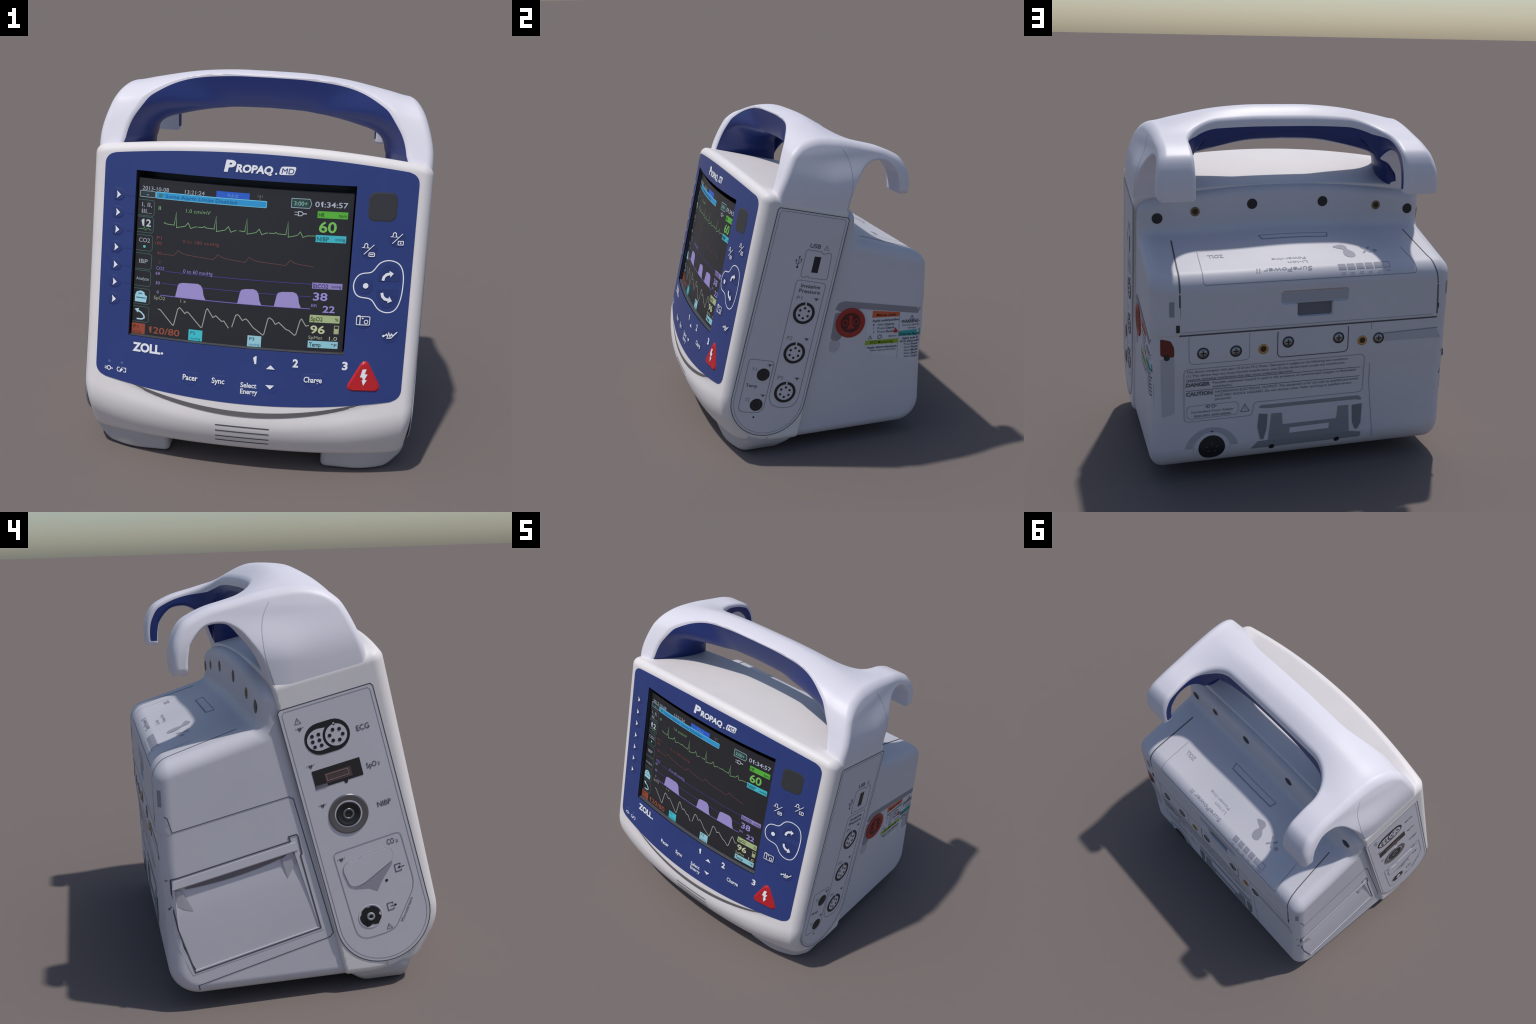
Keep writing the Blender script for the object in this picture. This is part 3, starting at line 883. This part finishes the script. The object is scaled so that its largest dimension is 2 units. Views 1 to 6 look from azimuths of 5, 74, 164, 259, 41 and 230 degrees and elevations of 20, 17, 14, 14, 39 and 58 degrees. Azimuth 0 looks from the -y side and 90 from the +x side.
# ------------------------------------------------------------------ left side panel
lp = side_plate(on_left, 1.387, .065, True)
Lf = lambda: Piece(on_left)
def ltext(s, u, v, h, w, al='c', mat=INK, bold=.01, rot=0., d=.003):
    return Lf().text(s, u, v - h / 2, h, w, al, bold, d=d, flip=True, rot=rot).done('printed_word', mat, lp)
cap = [(-.385 + .072 * math.cos(math.radians(a)), 1.213 + .072 * math.sin(math.radians(a))) for a in np.linspace(90, 270, 13)] + \
      [(-.320 + .072 * math.cos(math.radians(a)), 1.213 + .072 * math.sin(math.radians(a))) for a in np.linspace(-90, 90, 13)]
ecg = Lf().poly(cap, .003, -.001).done('heart_cable_socket', BLK, lp)
Lf().disc(-.393, 1.211, .050, .0042, n=32).box(-.397, 1.255, -.389, 1.268, .0042).done('socket_face', SIDE, ecg)
cres = [(-.316 + .058 * math.cos(math.radians(a)), 1.211 + .050 * math.sin(math.radians(a))) for a in np.linspace(-90, 90, 13)]
cres += [(-.393 + .062 * math.cos(math.radians(a)), 1.211 + .062 * math.sin(math.radians(a))) for a in np.linspace(48, -48, 9)]
Lf().poly(cres, .0042).done('socket_face', SIDE, ecg)
p = Lf()
for a in range(6):
    an = math.radians(60 * a + 10)
    p.disc(-.393 + .030 * math.cos(an), 1.211 + .028 * math.sin(an), .0085, .0055, n=12)
for u_, v_ in ((-.286, 1.234), (-.316, 1.235), (-.283, 1.209), (-.314, 1.209), (-.287, 1.184), (-.318, 1.184)):
    p.disc(u_, v_, .0085, .0055, n=12)
p.done('socket_hole', BLK, ecg, stuff=True)
ltext('ECG', -.518, 1.210, .026, .060); ltext('SpO', -.515, 1.031, .026, .048); ltext('2', -.549, 1.026, .015, .012)
ltext('NIBP', -.530, .838, .026, .066); ltext('CO', -.515, .648, .028, .036); ltext('2', -.545, .640, .015, .012)
for u_, v_ in ((-.242, 1.281), (-.246, 1.104), (-.253, .912), (-.271, .635)):
    p = Lf(); heart_mark(p, u_, v_, .011); p.done('heart_mark', INK, lp)
p = Lf(); tri_mark(p, -.241, 1.318, .014, sgn=-1); tri_mark(p, -.412, .236, .014, sgn=-1); p.done('warning_mark', INK, lp)
spo = Lf().box(-.469, .995, -.243, 1.080, .003).done('oximeter_socket', material('socket_dark', '2c2a2c', .4), lp)
Lf().box(-.420, 1.008, -.295, 1.055, .0042).done('socket_shell', material('socket_brown', '54484a', .4), spo)
Lf().line([(-.405, 1.020), (-.405, 1.048), (-.303, 1.048), (-.303, 1.020)], .004, .0052, True).done('socket_contact', material('contact_copper', 'a8887c', .3, metal=.4), spo)
Lf().poly([(-.395, .996), (-.375, .996), (-.380, .982), (-.390, .982)], .003).done('socket_key', material('socket_dark', '2c2a2c', .4), spo)
Lf().box(-.300, .995, -.245, 1.010, .0042).done('socket_shell', material('socket_grey_lip', '6c6c74', .5), spo)
# air hose connector: turned rings
def turned(M, u, v, prof, name, mat, parent, n=40):
    V_, F_ = [], []
    for r_, d_ in prof:
        V_ += [M(a, b, d_) for a, b in circle(u, v, max(r_, 1e-4), n)]
    for k in range(len(prof) - 1):
        for i_ in range(n):
            j_ = (i_ + 1) % n
            F_.append([k * n + i_, k * n + j_, (k + 1) * n + j_, (k + 1) * n + i_])
    return add(name, V_, F_, mat, parent)
CHROME = material('dark_chrome', '86868a', .28, metal=.85)
nib = turned(on_left, -.358, .838, [(.094, .0), (.094, .003), (.090, .006), (.084, .0055), (.060, .001), (.056, .001)], 'air_hose_connector', CHROME, lp)
turned(on_left, -.358, .838, [(.058, .002), (.055, .005), (.050, .005), (.048, .003), (.001, .003)], 'connector_seat', BLK, nib)
turned(on_left, -.358, .838, [(.027, .003), (.025, .006), (.019, .006), (.017, .0035)], 'connector_nozzle', material('nozzle_grey', '77787c', .3, metal=.5), nib)
Lf().line(rounded([(-.240, .676), (-.570, .680), (-.580, .400), (-.445, .222), (-.400, .210), (-.252, .212)], [.025, .025, .05, .03, .03, .075], 6), .0035, .003, True).done('socket_frame', LINE2, lp)
cov = rounded([(-.264, .590), (-.300, .617), (-.346, .607), (-.365, .618), (-.510, .625), (-.512, .560), (-.335, .485), (-.280, .490)], [.03, .01, .008, .008, .045, .045, .03, .03], 5)
c_ = np.mean(np.array(cov), 0)
Lf().poly(cov, .005, 0).done('port_cover', SIDE, lp)
Lf().line(cov, .004, .003, True).done('cover_seam', LINE2, lp)
Lf().poly([(-.291, .476), (-.330, .482), (-.502, .552), (-.495, .535), (-.430, .470), (-.400, .430), (-.365, .457)], .0028).done('port_recess', material('recess_grey', '9a99a4', .6), lp)
p = Lf(); p.disc(-.453, .466, .007, .003, n=12); p.done('vent_hole', BLK, lp)
for c in ((-.524, .510, 1), (-.445, .333, -1)):
    p = Lf(); p.line([(c[0] - .010, c[1] + .010), (c[0] - .010, c[1] + .018), (c[0] + .018, c[1] + .018), (c[0] + .018, c[1] - .018), (c[0] - .010, c[1] - .018), (c[0] - .010, c[1] - .010)], .004, .003)
    p.line([(c[0] + .004, c[1]), (c[0] - .028, c[1])], .004, .003); a_ = -.028 if c[2] < 0 else .006
    p.poly([(c[0] + a_, c[1]), (c[0] + a_ + (.012 if c[2] < 0 else -.012), c[1] + .008), (c[0] + a_ + (.012 if c[2] < 0 else -.012), c[1] - .008)], .003)
    p.done('flow_symbol', INK, lp)
gas = Lf().poly([(-.337 + r_ * math.cos(math.radians(a)), .317 + r_ * math.sin(math.radians(a))) for a, r_ in zip(range(0, 360, 15), [.052, .052, .046, .052, .052, .052, .046, .052, .052, .052, .052, .052, .040, .052, .052, .052, .056, .048, .040, .048, .056, .052, .052, .052])], .0035).done('gas_outlet', BLK, lp)
turned(on_left, -.337, .317, [(.060, .0025), (.058, .004), (.054, .0025)], 'outlet_rim', SIDE, gas)
turned(on_left, -.337, .317, [(.020, .0036), (.019, .010), (.010, .010), (.009, .004)], 'outlet_nozzle', material('nozzle_pale', '9a9ca2', .4), gas)
Lf().disc(-.337, .317, .009, .0045, n=14).done('outlet_hole', BLK, gas)
ltext('Microstream', -.520, .295, .016, .125, 'c', INK, 0, -math.atan2(.1, .07))
for u_, v0, v1 in ((-.360, .060, .030), (-.478, .088, .06)):
    Lf().line([(u_, v0), (u_ + .004, v1)], .003, .001).done('panel_seam', LINE2, lp)
for u_, v0, v1 in ((-.462, .052, .030), (-.347, .052, .025)):
    R().line([(u_, v0), (u_ - .01, v1)], .003, .001).done('panel_seam', LINE2, rp)

# ------------------------------------------------------------------ right rear side: therapy connector and labels
PK = lambda: Piece(on_right_pocket, .03)
RB = rear_housing
SHADOWG = material('recess_shadow_grey', '8f8c94', .6)  # flat patches on the box side, tinted for the pocket's shadow
PK().poly([(.098, .900), (.120, .935), (.160, .943), (.664, .845), (.640, .812), (.560, .826), (.262, .884), (.130, .880)], .0015).done('painted_recess_shadow', SHADOWG, RB)
PK().poly(rounded([(.098, .878), (.135, .872), (.142, .715), (.110, .690), (.068, .708)], .02), .0012).done('painted_recess_shadow', SHADOWG, RB)
PK().poly(rounded([(.066, .705), (.135, .690), (.122, .640), (.085, .618), (.060, .640)], .025), .0014).done('painted_recess_shadow', material('patch_pale_grey', 'b4b3bc', .6), RB)
REDC = material('connector_red', 'a02a22', .4); REDD = material('connector_dark_red', '4a1c1c', .45)
con = turned(on_right_pocket, .195, .802, [(.094, .0), (.094, .005), (.088, .008), (.066, .007), (.062, .004)], 'therapy_connector', REDC, RB)
turned(on_right_pocket, .195, .804, [(.063, .004), (.060, .006), (.055, .004), (.001, .004)], 'connector_face', REDD, con)
PK().poly([(.180, .850), (.212, .850), (.206, .818), (.206, .795), (.222, .765), (.168, .765), (.186, .795), (.186, .818)], .0055).done('connector_key', REDC, con)
for u_ in (.160, .230):
    PK().annulus(u_, .808, .020, .013, .0065, n=20).done('connector_pin', REDC, con)
def pl(name, pts, hexa, d=.0015):
    return PK().poly(pts, d).done(name, ink(hexa), RB)
label_w = pl('instruction_label', [(.300, .862), (.345, .866), (.517, .836), (.664, .812), (.660, .480), (.508, .532), (.292, .602), (.300, .690)][::-1], 'cfced6', .0010)
pl('label_stripe', [(.336, .817), (.519, .805), (.521, .832), (.341, .862)], 'd0643c')
pl('label_stripe', [(.291, .644), (.511, .632), (.513, .661), (.297, .672)], '8fae2c')
pl('label_stripe', [(.513, .676), (.664, .664), (.664, .706), (.517, .708)], '3aa8a4')
PK().line([(.519, .832), (.508, .530)], .003, .0016).done('label_stripe', ink('8e9098'), RB)
def ptext(s, u, v, h, w, al='l', bold=.0, slope=-.05, mat=INK):
    return PK().text(s, u, v - h / 2, h, w, al, bold, d=.0026, rot=math.atan(slope)).done('printed_word', mat, RB)
ptext('Manual Defib', .430, .826, .018, .13, 'c', .01, -.1, ink('6a2414'))
ptext('Apply pads/paddles', .338, .797, .015, .176, 'l', .02)
for k_, (a, b) in enumerate((('Select', 'Energy'), ('Press', 'Charge'), ('Press', 'Shock'))):
    v_ = .770 - .0235 * k_
    ptext(str(k_ + 1), .344, v_, .014, .007); ptext(a, .372, v_ - .002, .015, .048); ptext(b, .426, v_ - .005, .015, .058, bold=.02)
PK().poly(rounded([(.478, .702), (.512, .702), (.492, .738)], .008), .0028).done('label_mark', RED, RB)
PK().annulus(.388, .687, .014, .010, .0026, n=16).done('label_mark', INK, RB); ptext('Biphasic', .448, .685, .012, .055); p = PK(); tri_mark(p, .325, .690, .012); p.done('label_mark', INK, RB)
ptext('ECG Monitoring', .402, .653, .018, .15, 'c', .01, -.06, ink('3f5010'))
ptext('Apply electrodes/pads', .304, .626, .015, .20, 'l', .02, -.06); ptext('Select appropriate lead', .326, .605, .013, .17, 'l', 0, -.05)
p = PK(); tri_mark(p, .602, .789, .014); p.done('label_mark', INK, RB)
ptext('WARNING -', .530, .769, .021, .13, 'l', .03); ptext('See back label for', .538, .745, .013, .118); ptext('warnings.', .574, .724, .013, .055)
ptext('External Pacing', .520, .688, .020, .142, 'l', .02, -.07, ink('1a5a5c'))
ptext('Apply pads &', .537, .659, .015, .112, 'l', .02); ptext('ECG electrodes', .526, .639, .015, .132, 'l', .02)
for k_, (a, b) in enumerate((('Press', 'Pacer'), ('Select', 'Rate'), ('Select', 'Mode'), ('Select', 'Start'), ('Adjust', 'Output'))):
    v_ = .617 - .0203 * k_
    ptext(a, .553, v_, .013, .042); ptext(b, .600, v_ - .002, .014, .05, bold=.02)

# ------------------------------------------------------------------ left rear side: printer module
LBX = lambda: Piece(on_box, .03, None)
def lline(pts, w=.005, mat=LINE, d=.0015, sub=8):
    Q = []
    for a, b in zip(pts[:-1], pts[1:]):
        for t_ in np.linspace(0, 1, sub, endpoint=False):
            Q.append((a[0] + (b[0] - a[0]) * t_, a[1] + (b[1] - a[1]) * t_))
    Q.append(pts[-1])
    return LBX().line(Q, w, d).done('module_seam', mat, RB)
lline([(.668, .952), (.655, .945), (.637, .879), (.113, .997), (.090, .985), (-.088, .318), (-.072, .300), (.554, .135), (.549, .105)], .004)
door_o = [(.656, .660), (.109, .788), (.117, .810), (.080, .818), (.072, .806), (.056, .724), (.063, .716), (-.028, .350), (.567, .202), (.633, .415), (.654, .535)]
lline(door_o + [door_o[0]], .0065, d=.0022)
lline([(.668, .655), (.682, .650), (.680, .535), (.668, .512), (.655, .535)], .004)
c_ = np.array([.305, .48])
grown = []
for k_ in range(len(BAY)):
    a_, b_, d_ = (np.array(BAY[(k_ + o_) % len(BAY)]) for o_ in (-1, 0, 1))
    e1, e2 = (b_ - a_) / np.linalg.norm(b_ - a_), (d_ - b_) / np.linalg.norm(d_ - b_)
    n_ = np.array([-e1[1] - e2[1], e1[0] + e2[0]])
    n_ = n_ / np.linalg.norm(n_)
    if n_ @ (b_ - c_) < 0:
        n_ = -n_
    grown.append(tuple(b_ + n_ * .020 / max(abs(n_ @ np.array([-e1[1], e1[0]])), .4)))
LBX().ring(grown, BAY, .0012, -.021).done('door_frame', REAR, RB)
# curved printer door: rolls out of the side, with a dark lens painting the shadow under its lip
def door_pt(u, v, d):
    """u,v in 0..1 across / down the door"""
    a = np.array([.648, .652]) * (1 - u) + np.array([.085, .782]) * u
    b = np.array([.560, .210]) * (1 - u) + np.array([-.020, .354]) * u
    p = a * (1 - v) + b * v
    p[0] += .034 * (1 - u) ** 3 * 4 * v * (1 - v)
    return (-.847 - d, p[0], p[1])
def strip(rows, name, mat, u0=0, u1=1, n=10, smooth=True):
    V_, F_ = [], []
    for v_, d_ in rows:
        for k in range(n + 1):
            V_.append(door_pt(u0 + (u1 - u0) * k / n, v_, d_))
    for r_ in range(len(rows) - 1):
        for k in range(n):
            a = r_ * (n + 1) + k
            F_.append([a, a + 1, a + n + 2, a + n + 1])
    return add(name, V_, F_, mat, RB, smooth=smooth)
strip([(-.002, -.001), (0, .001), (.085, .0025), (.10, -.004), (.10, -.018)], 'door_lip', REAR, smooth=False)
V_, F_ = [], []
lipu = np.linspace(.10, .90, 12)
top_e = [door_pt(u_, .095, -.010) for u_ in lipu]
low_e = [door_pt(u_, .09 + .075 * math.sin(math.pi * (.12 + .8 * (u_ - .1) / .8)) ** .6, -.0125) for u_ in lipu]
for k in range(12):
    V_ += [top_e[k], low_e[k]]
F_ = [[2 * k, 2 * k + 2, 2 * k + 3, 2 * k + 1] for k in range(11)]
add('painted_lip_shadow', V_, F_, material('lip_shadow_grey', '77727a', .6), RB)
strip([(.04, -.019), (.12, -.018), (.25, -.011), (.45, -.007), (.65, -.005), (.82, -.004), (.95, -.004), (1.012, -.0035)], 'printer_door', REAR)
for pts_, hx in (([(.650, .602), (.612, .606), (.578, .54), (.560, .50), (.600, .515), (.646, .535)], 'b4b2b8'), ([(.150, .706), (.104, .740), (.072, .700), (.090, .672), (.122, .610), (.135, .65)], 'b2b0b9')):
    LBX().poly(pts_, -.0055).done('door_hinge_cheek', material('cheek_' + hx, hx, .6), RB)
LBX().box(.676, .995, .690, 1.070, .002).done('case_slot', LINE2, RB)

# ------------------------------------------------------------------ back face
BK = lambda: Piece(on_back)
def bline(pts, w=.004, mat=LINE, name='case_seam', parent=RB, d=.0015, closed=False):
    return BK().line(pts, w, d, closed).done(name, mat, parent)
bline([(.691, 1.09), (.691, .866), (-.765, .866), (-.768, 1.0)][:3], .009)
Piece(on_shoulder, .02, .05).line([(-.766, .866), (-.766, .93), (-.764, 1.0), (-.762, 1.06)], .008).done('case_seam', LINE, RB)
bline([(.683, .885), (-.740, .886)], .002, LINE2, parent=battery)
BK().box(.693, .886, .712, .926, .002).done('case_slot', BLK, RB)
BK().box(-.775, .92, -.762, .95, .001).done('case_slot', BLK, RB)
BK().poly([(.720, .972), (.746, .974), (.746, 1.054), (.720, 1.056)], .001).done('case_slot', LINE2, RB)
def batt_line(pts, w, mat, name='pack_seam', d=.0015, sub=10):
    Q = []
    for a, b in zip(pts[:-1], pts[1:]):
        for t_ in np.linspace(0, 1, sub, endpoint=False):
            Q.append((a[0] + (b[0] - a[0]) * t_, a[1] + (b[1] - a[1]) * t_))
    Q.append(pts[-1])
    return Piece(on_battery, .1, .02).line(Q, w, d).done(name, mat, battery)
batt_line([(.674, -.12), (.688, .15), (.691, .30)], .008, LINE)
batt_line([(-.704, -.13), (-.730, .15), (-.745, .24), (-.762, .32)], .006, LINE)
batt_line([(.556, .01), (.566, .26), (.556, .275), (-.625, .275), (-.634, .26), (-.612, .06)], .003, LINE2, 'label_edge')
batt_line([(.182, -.115), (.171, -.075), (-.210, -.075), (-.222, -.115)], .007, LINE2, 'finger_slot')
batt_line([(.182, -.115), (-.222, -.115)], .003, LINE2, 'finger_slot')
FADE = material('faded_ink', '9a9aa6', .6)
def btext(s, u, v, h, w, bold=.0, shear=0., al='c', mat=FADE):
    return Piece(on_battery, .1, .02).text(s, u, v - h / 2, h, w, al, bold, shear, d=.0015).done('printed_word', mat, battery)
# lettering on the pack reads from the front, so it stands on its head from behind
btext('ZOLL', .465, .062, .030, .088, .02)
btext('SurePower II', .118, .212, .030, .310, .01, .2)
btext('Power-line', .072, .120, .022, .19); btext('Li-ion', .030, .155, .022, .11)
p = Piece(on_battery, .1, .02)
for k_ in range(6):
    u_ = -.183 - .052 * k_
    if k_ < 5:
        p.box(u_ - .042, .195, u_, .235, .0015)
    p.box(u_ - .034, .252, u_ - .010, .256, .0015)
p.line([(-.440, .195), (-.480, .195), (-.480, .235), (-.440, .235)], .003, .0015, True)
p.done('charge_bar', FADE, battery)
Piece(on_battery, .1, .02).poly(rounded([(-.200, .030), (-.262, .010), (-.290, .030), (-.285, .06), (-.315, .085), (-.318, .125), (-.285, .140), (-.255, .125), (-.250, .09), (-.265, .06), (-.235, .05)], .02), .0014).done('hand_symbol', FADE, battery)
Piece(on_battery, .1, .02).line([(-.370, .040), (-.415, .100)], .012, .0015).line([(-.420, .045), (-.370, .10)], .012, .0015).disc(-.445, .080, .012, .0015, n=12).done('hand_symbol', FADE, battery)
# battery latch: recessed grip plate
latch = BK().box(-.233, 1.003, .147, 1.071, -.0055, r=.012).done('battery_latch', material('latch_grey', 'a8a9b4', .55), battery)
BK().box(-.141, .928, .055, 1.000, -.0155).done('latch_hollow', material('latch_dark', '6a6b74', .6), latch)
# plates, screws and brass inserts
bline(rounded([(.645, .853), (.645, .702), (.318, .704), (.318, .851)], [.005, .03, .03, .005]), .0025, LINE2, 'cover_plate_edge', closed=False)
bline(rounded([(.163, .847), (.163, .702), (-.240, .703), (-.240, .848)], [.005, .03, .03, .005]), .0045, LINE, 'cover_plate_edge')
def screw(u, v, r=.032):
    s_ = turned(on_back, u, v, [(r, .001), (r * .95, .0025), (r * .75, .0015), (r * .72, .0035), (.001, .0045)], 'cross_screw', METAL, RB, 24)
    BK().annulus(u, v, r, r * .78, .0030, n=24).done('screw_rim', BLK, s_)
    BK().box(u - r * .45, v - r * .1, u + r * .45, v + r * .1, .0055).box(u - r * .1, v - r * .45, u + r * .1, v + r * .45, .0056).done('screw_cross', BLK, s_)
for u_, v_ in ((.570, .761), (.393, .759), (.104, .787), (-.184, .788), (-.420, .768)):
    screw(u_, v_)
for u_, v_ in ((.242, .758), (-.324, .761)):
    b_ = turned(on_back, u_, v_, [(.028, .0), (.027, .004), (.018, .004), (.016, .001)], 'brass_insert', BRASS, RB, 24)
    BK().disc(u_, v_, .017, .0015, n=16).done('insert_hole', material('insert_dark', '3a2414', .5), b_)
BK().poly([(-.445, .792), (-.454, .746), (-.800, .742), (-.770, .800)], .001).done('guide_groove', material('groove_grey', 'b4b5c0', .6), RB)
bline([(-.445, .793), (-.775, .802)], .006, LINE2)
bline([(-.376, .858), (-.380, .50), (-.415, .165)], .003, LINE2)
# warning label
bline(rounded([(.672, .675), (.672, .370), (.297, .372), (.288, .448), (-.344, .448), (-.344, .678)][::1], [.025, .025, .02, .02, .03, .03]), .003, LINE2, 'label_edge', closed=True)
TXT = material('label_ink', '62636c', .6)
def ktext(s, u, v, h, w, bold=0.):
    BK().text(s, u, v - h / 2, h, w, 'l', bold, d=.002, flip=True).done('printed_word', TXT, RB)
ktext('This device complies with part 15 of the FCC Rules. Operation is subject to the following two conditions:', .658, .660, .014, .905)
ktext('(1) This device may not cause harmful interference, and (2) this device must accept any interference', .658, .637, .014, .885)
ktext('received, including interference that may cause undesired operation.', .658, .615, .014, .59)
bline([(.660, .604), (-.324, .600)], .003, TXT, 'label_rule')
ktext('DANGER', .661, .584, .022, .130, .04); ktext('Possible explosion hazard if used in the presence of concentrated oxygen or flammable', .516, .587, .014, .815); ktext('anesthetics.', .516, .565, .014, .107)
bline([(.660, .549), (-.324, .545)], .003, TXT, 'label_rule')
ktext('CAUTION', .661, .530, .022, .144, .04); ktext('HAZARDOUS ELECTRICAL OUTPUT. This equipment is for use only by qualified personnel.', .504, .532, .014, .821); ktext('ELECTRIC SHOCK HAZARD. Do not remove cover. Refer servicing to qualified service', .504, .510, .014, .779); ktext('personnel.', .504, .490, .014, .09)
bline(rounded([(.657, .460), (.657, .385), (.375, .388), (.375, .463)], .025), .0025, LINE2, 'label_edge', closed=True)
ktext('Use Auxiliary Power Adapter', .634, .425, .013, .234); ktext('8300-0004, 8300-000006', .618, .400, .013, .202)
p = BK(); p.annulus(.541, .450, .010, .007, .002, n=14); p.line([(.556, .450), (.541, .450)], .003, .002); p.annulus(.513, .450, .010, .007, .002, n=14); p.line([(.503, .450), (.494, .450)], .004, .002); tri_mark(p, .338, .420, .024, .003, -1); p.done('label_mark', TXT, RB)
# power socket with sunken collar
PORTG = material('port_collar_grey', 'a6a9b2', .6)
BK2 = lambda: Piece(on_shoulder, .03, .03)
collar = circle(.522, .222, .148, 40)
arc = [(.522 + .150 * math.cos(math.radians(a)), .180 + .145 * math.sin(math.radians(a))) for a in np.linspace(12, 168, 26)]
arc2 = [(.522 + .108 * math.cos(math.radians(a)), .190 + .105 * math.sin(math.radians(a))) for a in np.linspace(168, 12, 26)]
BK2().poly(arc + arc2, .0015).done('port_collar', PORTG, RB)
BK2().poly(circle(.522, .198, .100, 36), .0025).done('port_collar', REAR, RB)
port = BK2().poly(circle(.522, .206, .074, 36), .0045, 0.).done('power_socket', BLK, RB)
BK2().annulus(.522, .206, .082, .072, .0040, n=36).done('socket_rim', SIDE, port)
p = BK2()
for a in range(5):
    an = math.radians(90 + 72 * a); p.disc(.522 + .03 * math.cos(an), .206 + .026 * math.sin(an), .006, .006, n=10)
p.done('socket_hole', material('socket_pin', '48484c', .4), port, stuff=True)
BK2().poly([(.532, .306), (.510, .306), (.521, .294)], .003).done('port_mark', INK, RB)
# mounting bracket outline, flat pieces in darker greys
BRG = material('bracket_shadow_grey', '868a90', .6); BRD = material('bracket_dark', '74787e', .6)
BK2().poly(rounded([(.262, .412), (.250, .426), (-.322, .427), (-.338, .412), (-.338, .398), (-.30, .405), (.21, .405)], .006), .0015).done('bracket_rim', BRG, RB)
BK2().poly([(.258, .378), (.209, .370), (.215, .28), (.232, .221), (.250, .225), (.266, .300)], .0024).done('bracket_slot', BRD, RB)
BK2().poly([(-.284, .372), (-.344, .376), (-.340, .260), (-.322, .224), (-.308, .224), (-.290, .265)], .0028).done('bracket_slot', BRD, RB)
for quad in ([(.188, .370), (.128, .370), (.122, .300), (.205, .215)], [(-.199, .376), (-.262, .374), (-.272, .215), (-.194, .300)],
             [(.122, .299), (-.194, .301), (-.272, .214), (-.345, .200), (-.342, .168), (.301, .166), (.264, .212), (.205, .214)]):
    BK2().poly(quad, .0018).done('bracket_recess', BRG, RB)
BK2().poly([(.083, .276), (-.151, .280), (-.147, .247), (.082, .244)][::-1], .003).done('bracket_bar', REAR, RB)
for u_ in (.181, -.202):
    BK2().disc(u_, .168, .016, .004, n=14).done('bracket_hole', BLK, RB)
# red status window wrapping the corner
Piece(on_shoulder, .02, .05).poly(rounded([(.795, .858), (.740, .842), (.722, .800), (.724, .750), (.795, .762)], .012), .0015).done('corner_window', material('window_red', '6a2420', .4), RB)
Piece(on_shoulder, .02, .05).disc(.762, .752, .016, .003, n=16).done('corner_window', BLK, RB)
Piece(on_shoulder, .02, .05).poly(rounded([(.723, .748), (.795, .745), (.790, .410), (.722, .425)], .01), .0010).done('corner_groove', material('corner_grey', 'b2b2bc', .5), RB)
# holes along the upper wall
for u_, v_ in ((.736, 1.395), (.195, 1.459), (-.226, 1.460), (-.763, 1.398)):
    BK2().disc(u_, v_, .030, .002, n=20, sx=1.).done('mount_hole', BLK, RB)
for u_, v_ in ((.523, 1.426), (-.560, 1.426)):
    h_ = turned(on_shoulder, u_, v_, [(.027, .0005), (.026, .003), (.018, .003), (.016, .001)], 'brass_insert', material('brass_dark', '7c6c50', .4, metal=.4), RB, 20)
    BK2().disc(u_, v_, .017, .0018, n=14).done('insert_hole', material('insert_dark', '3a2414', .5), h_)
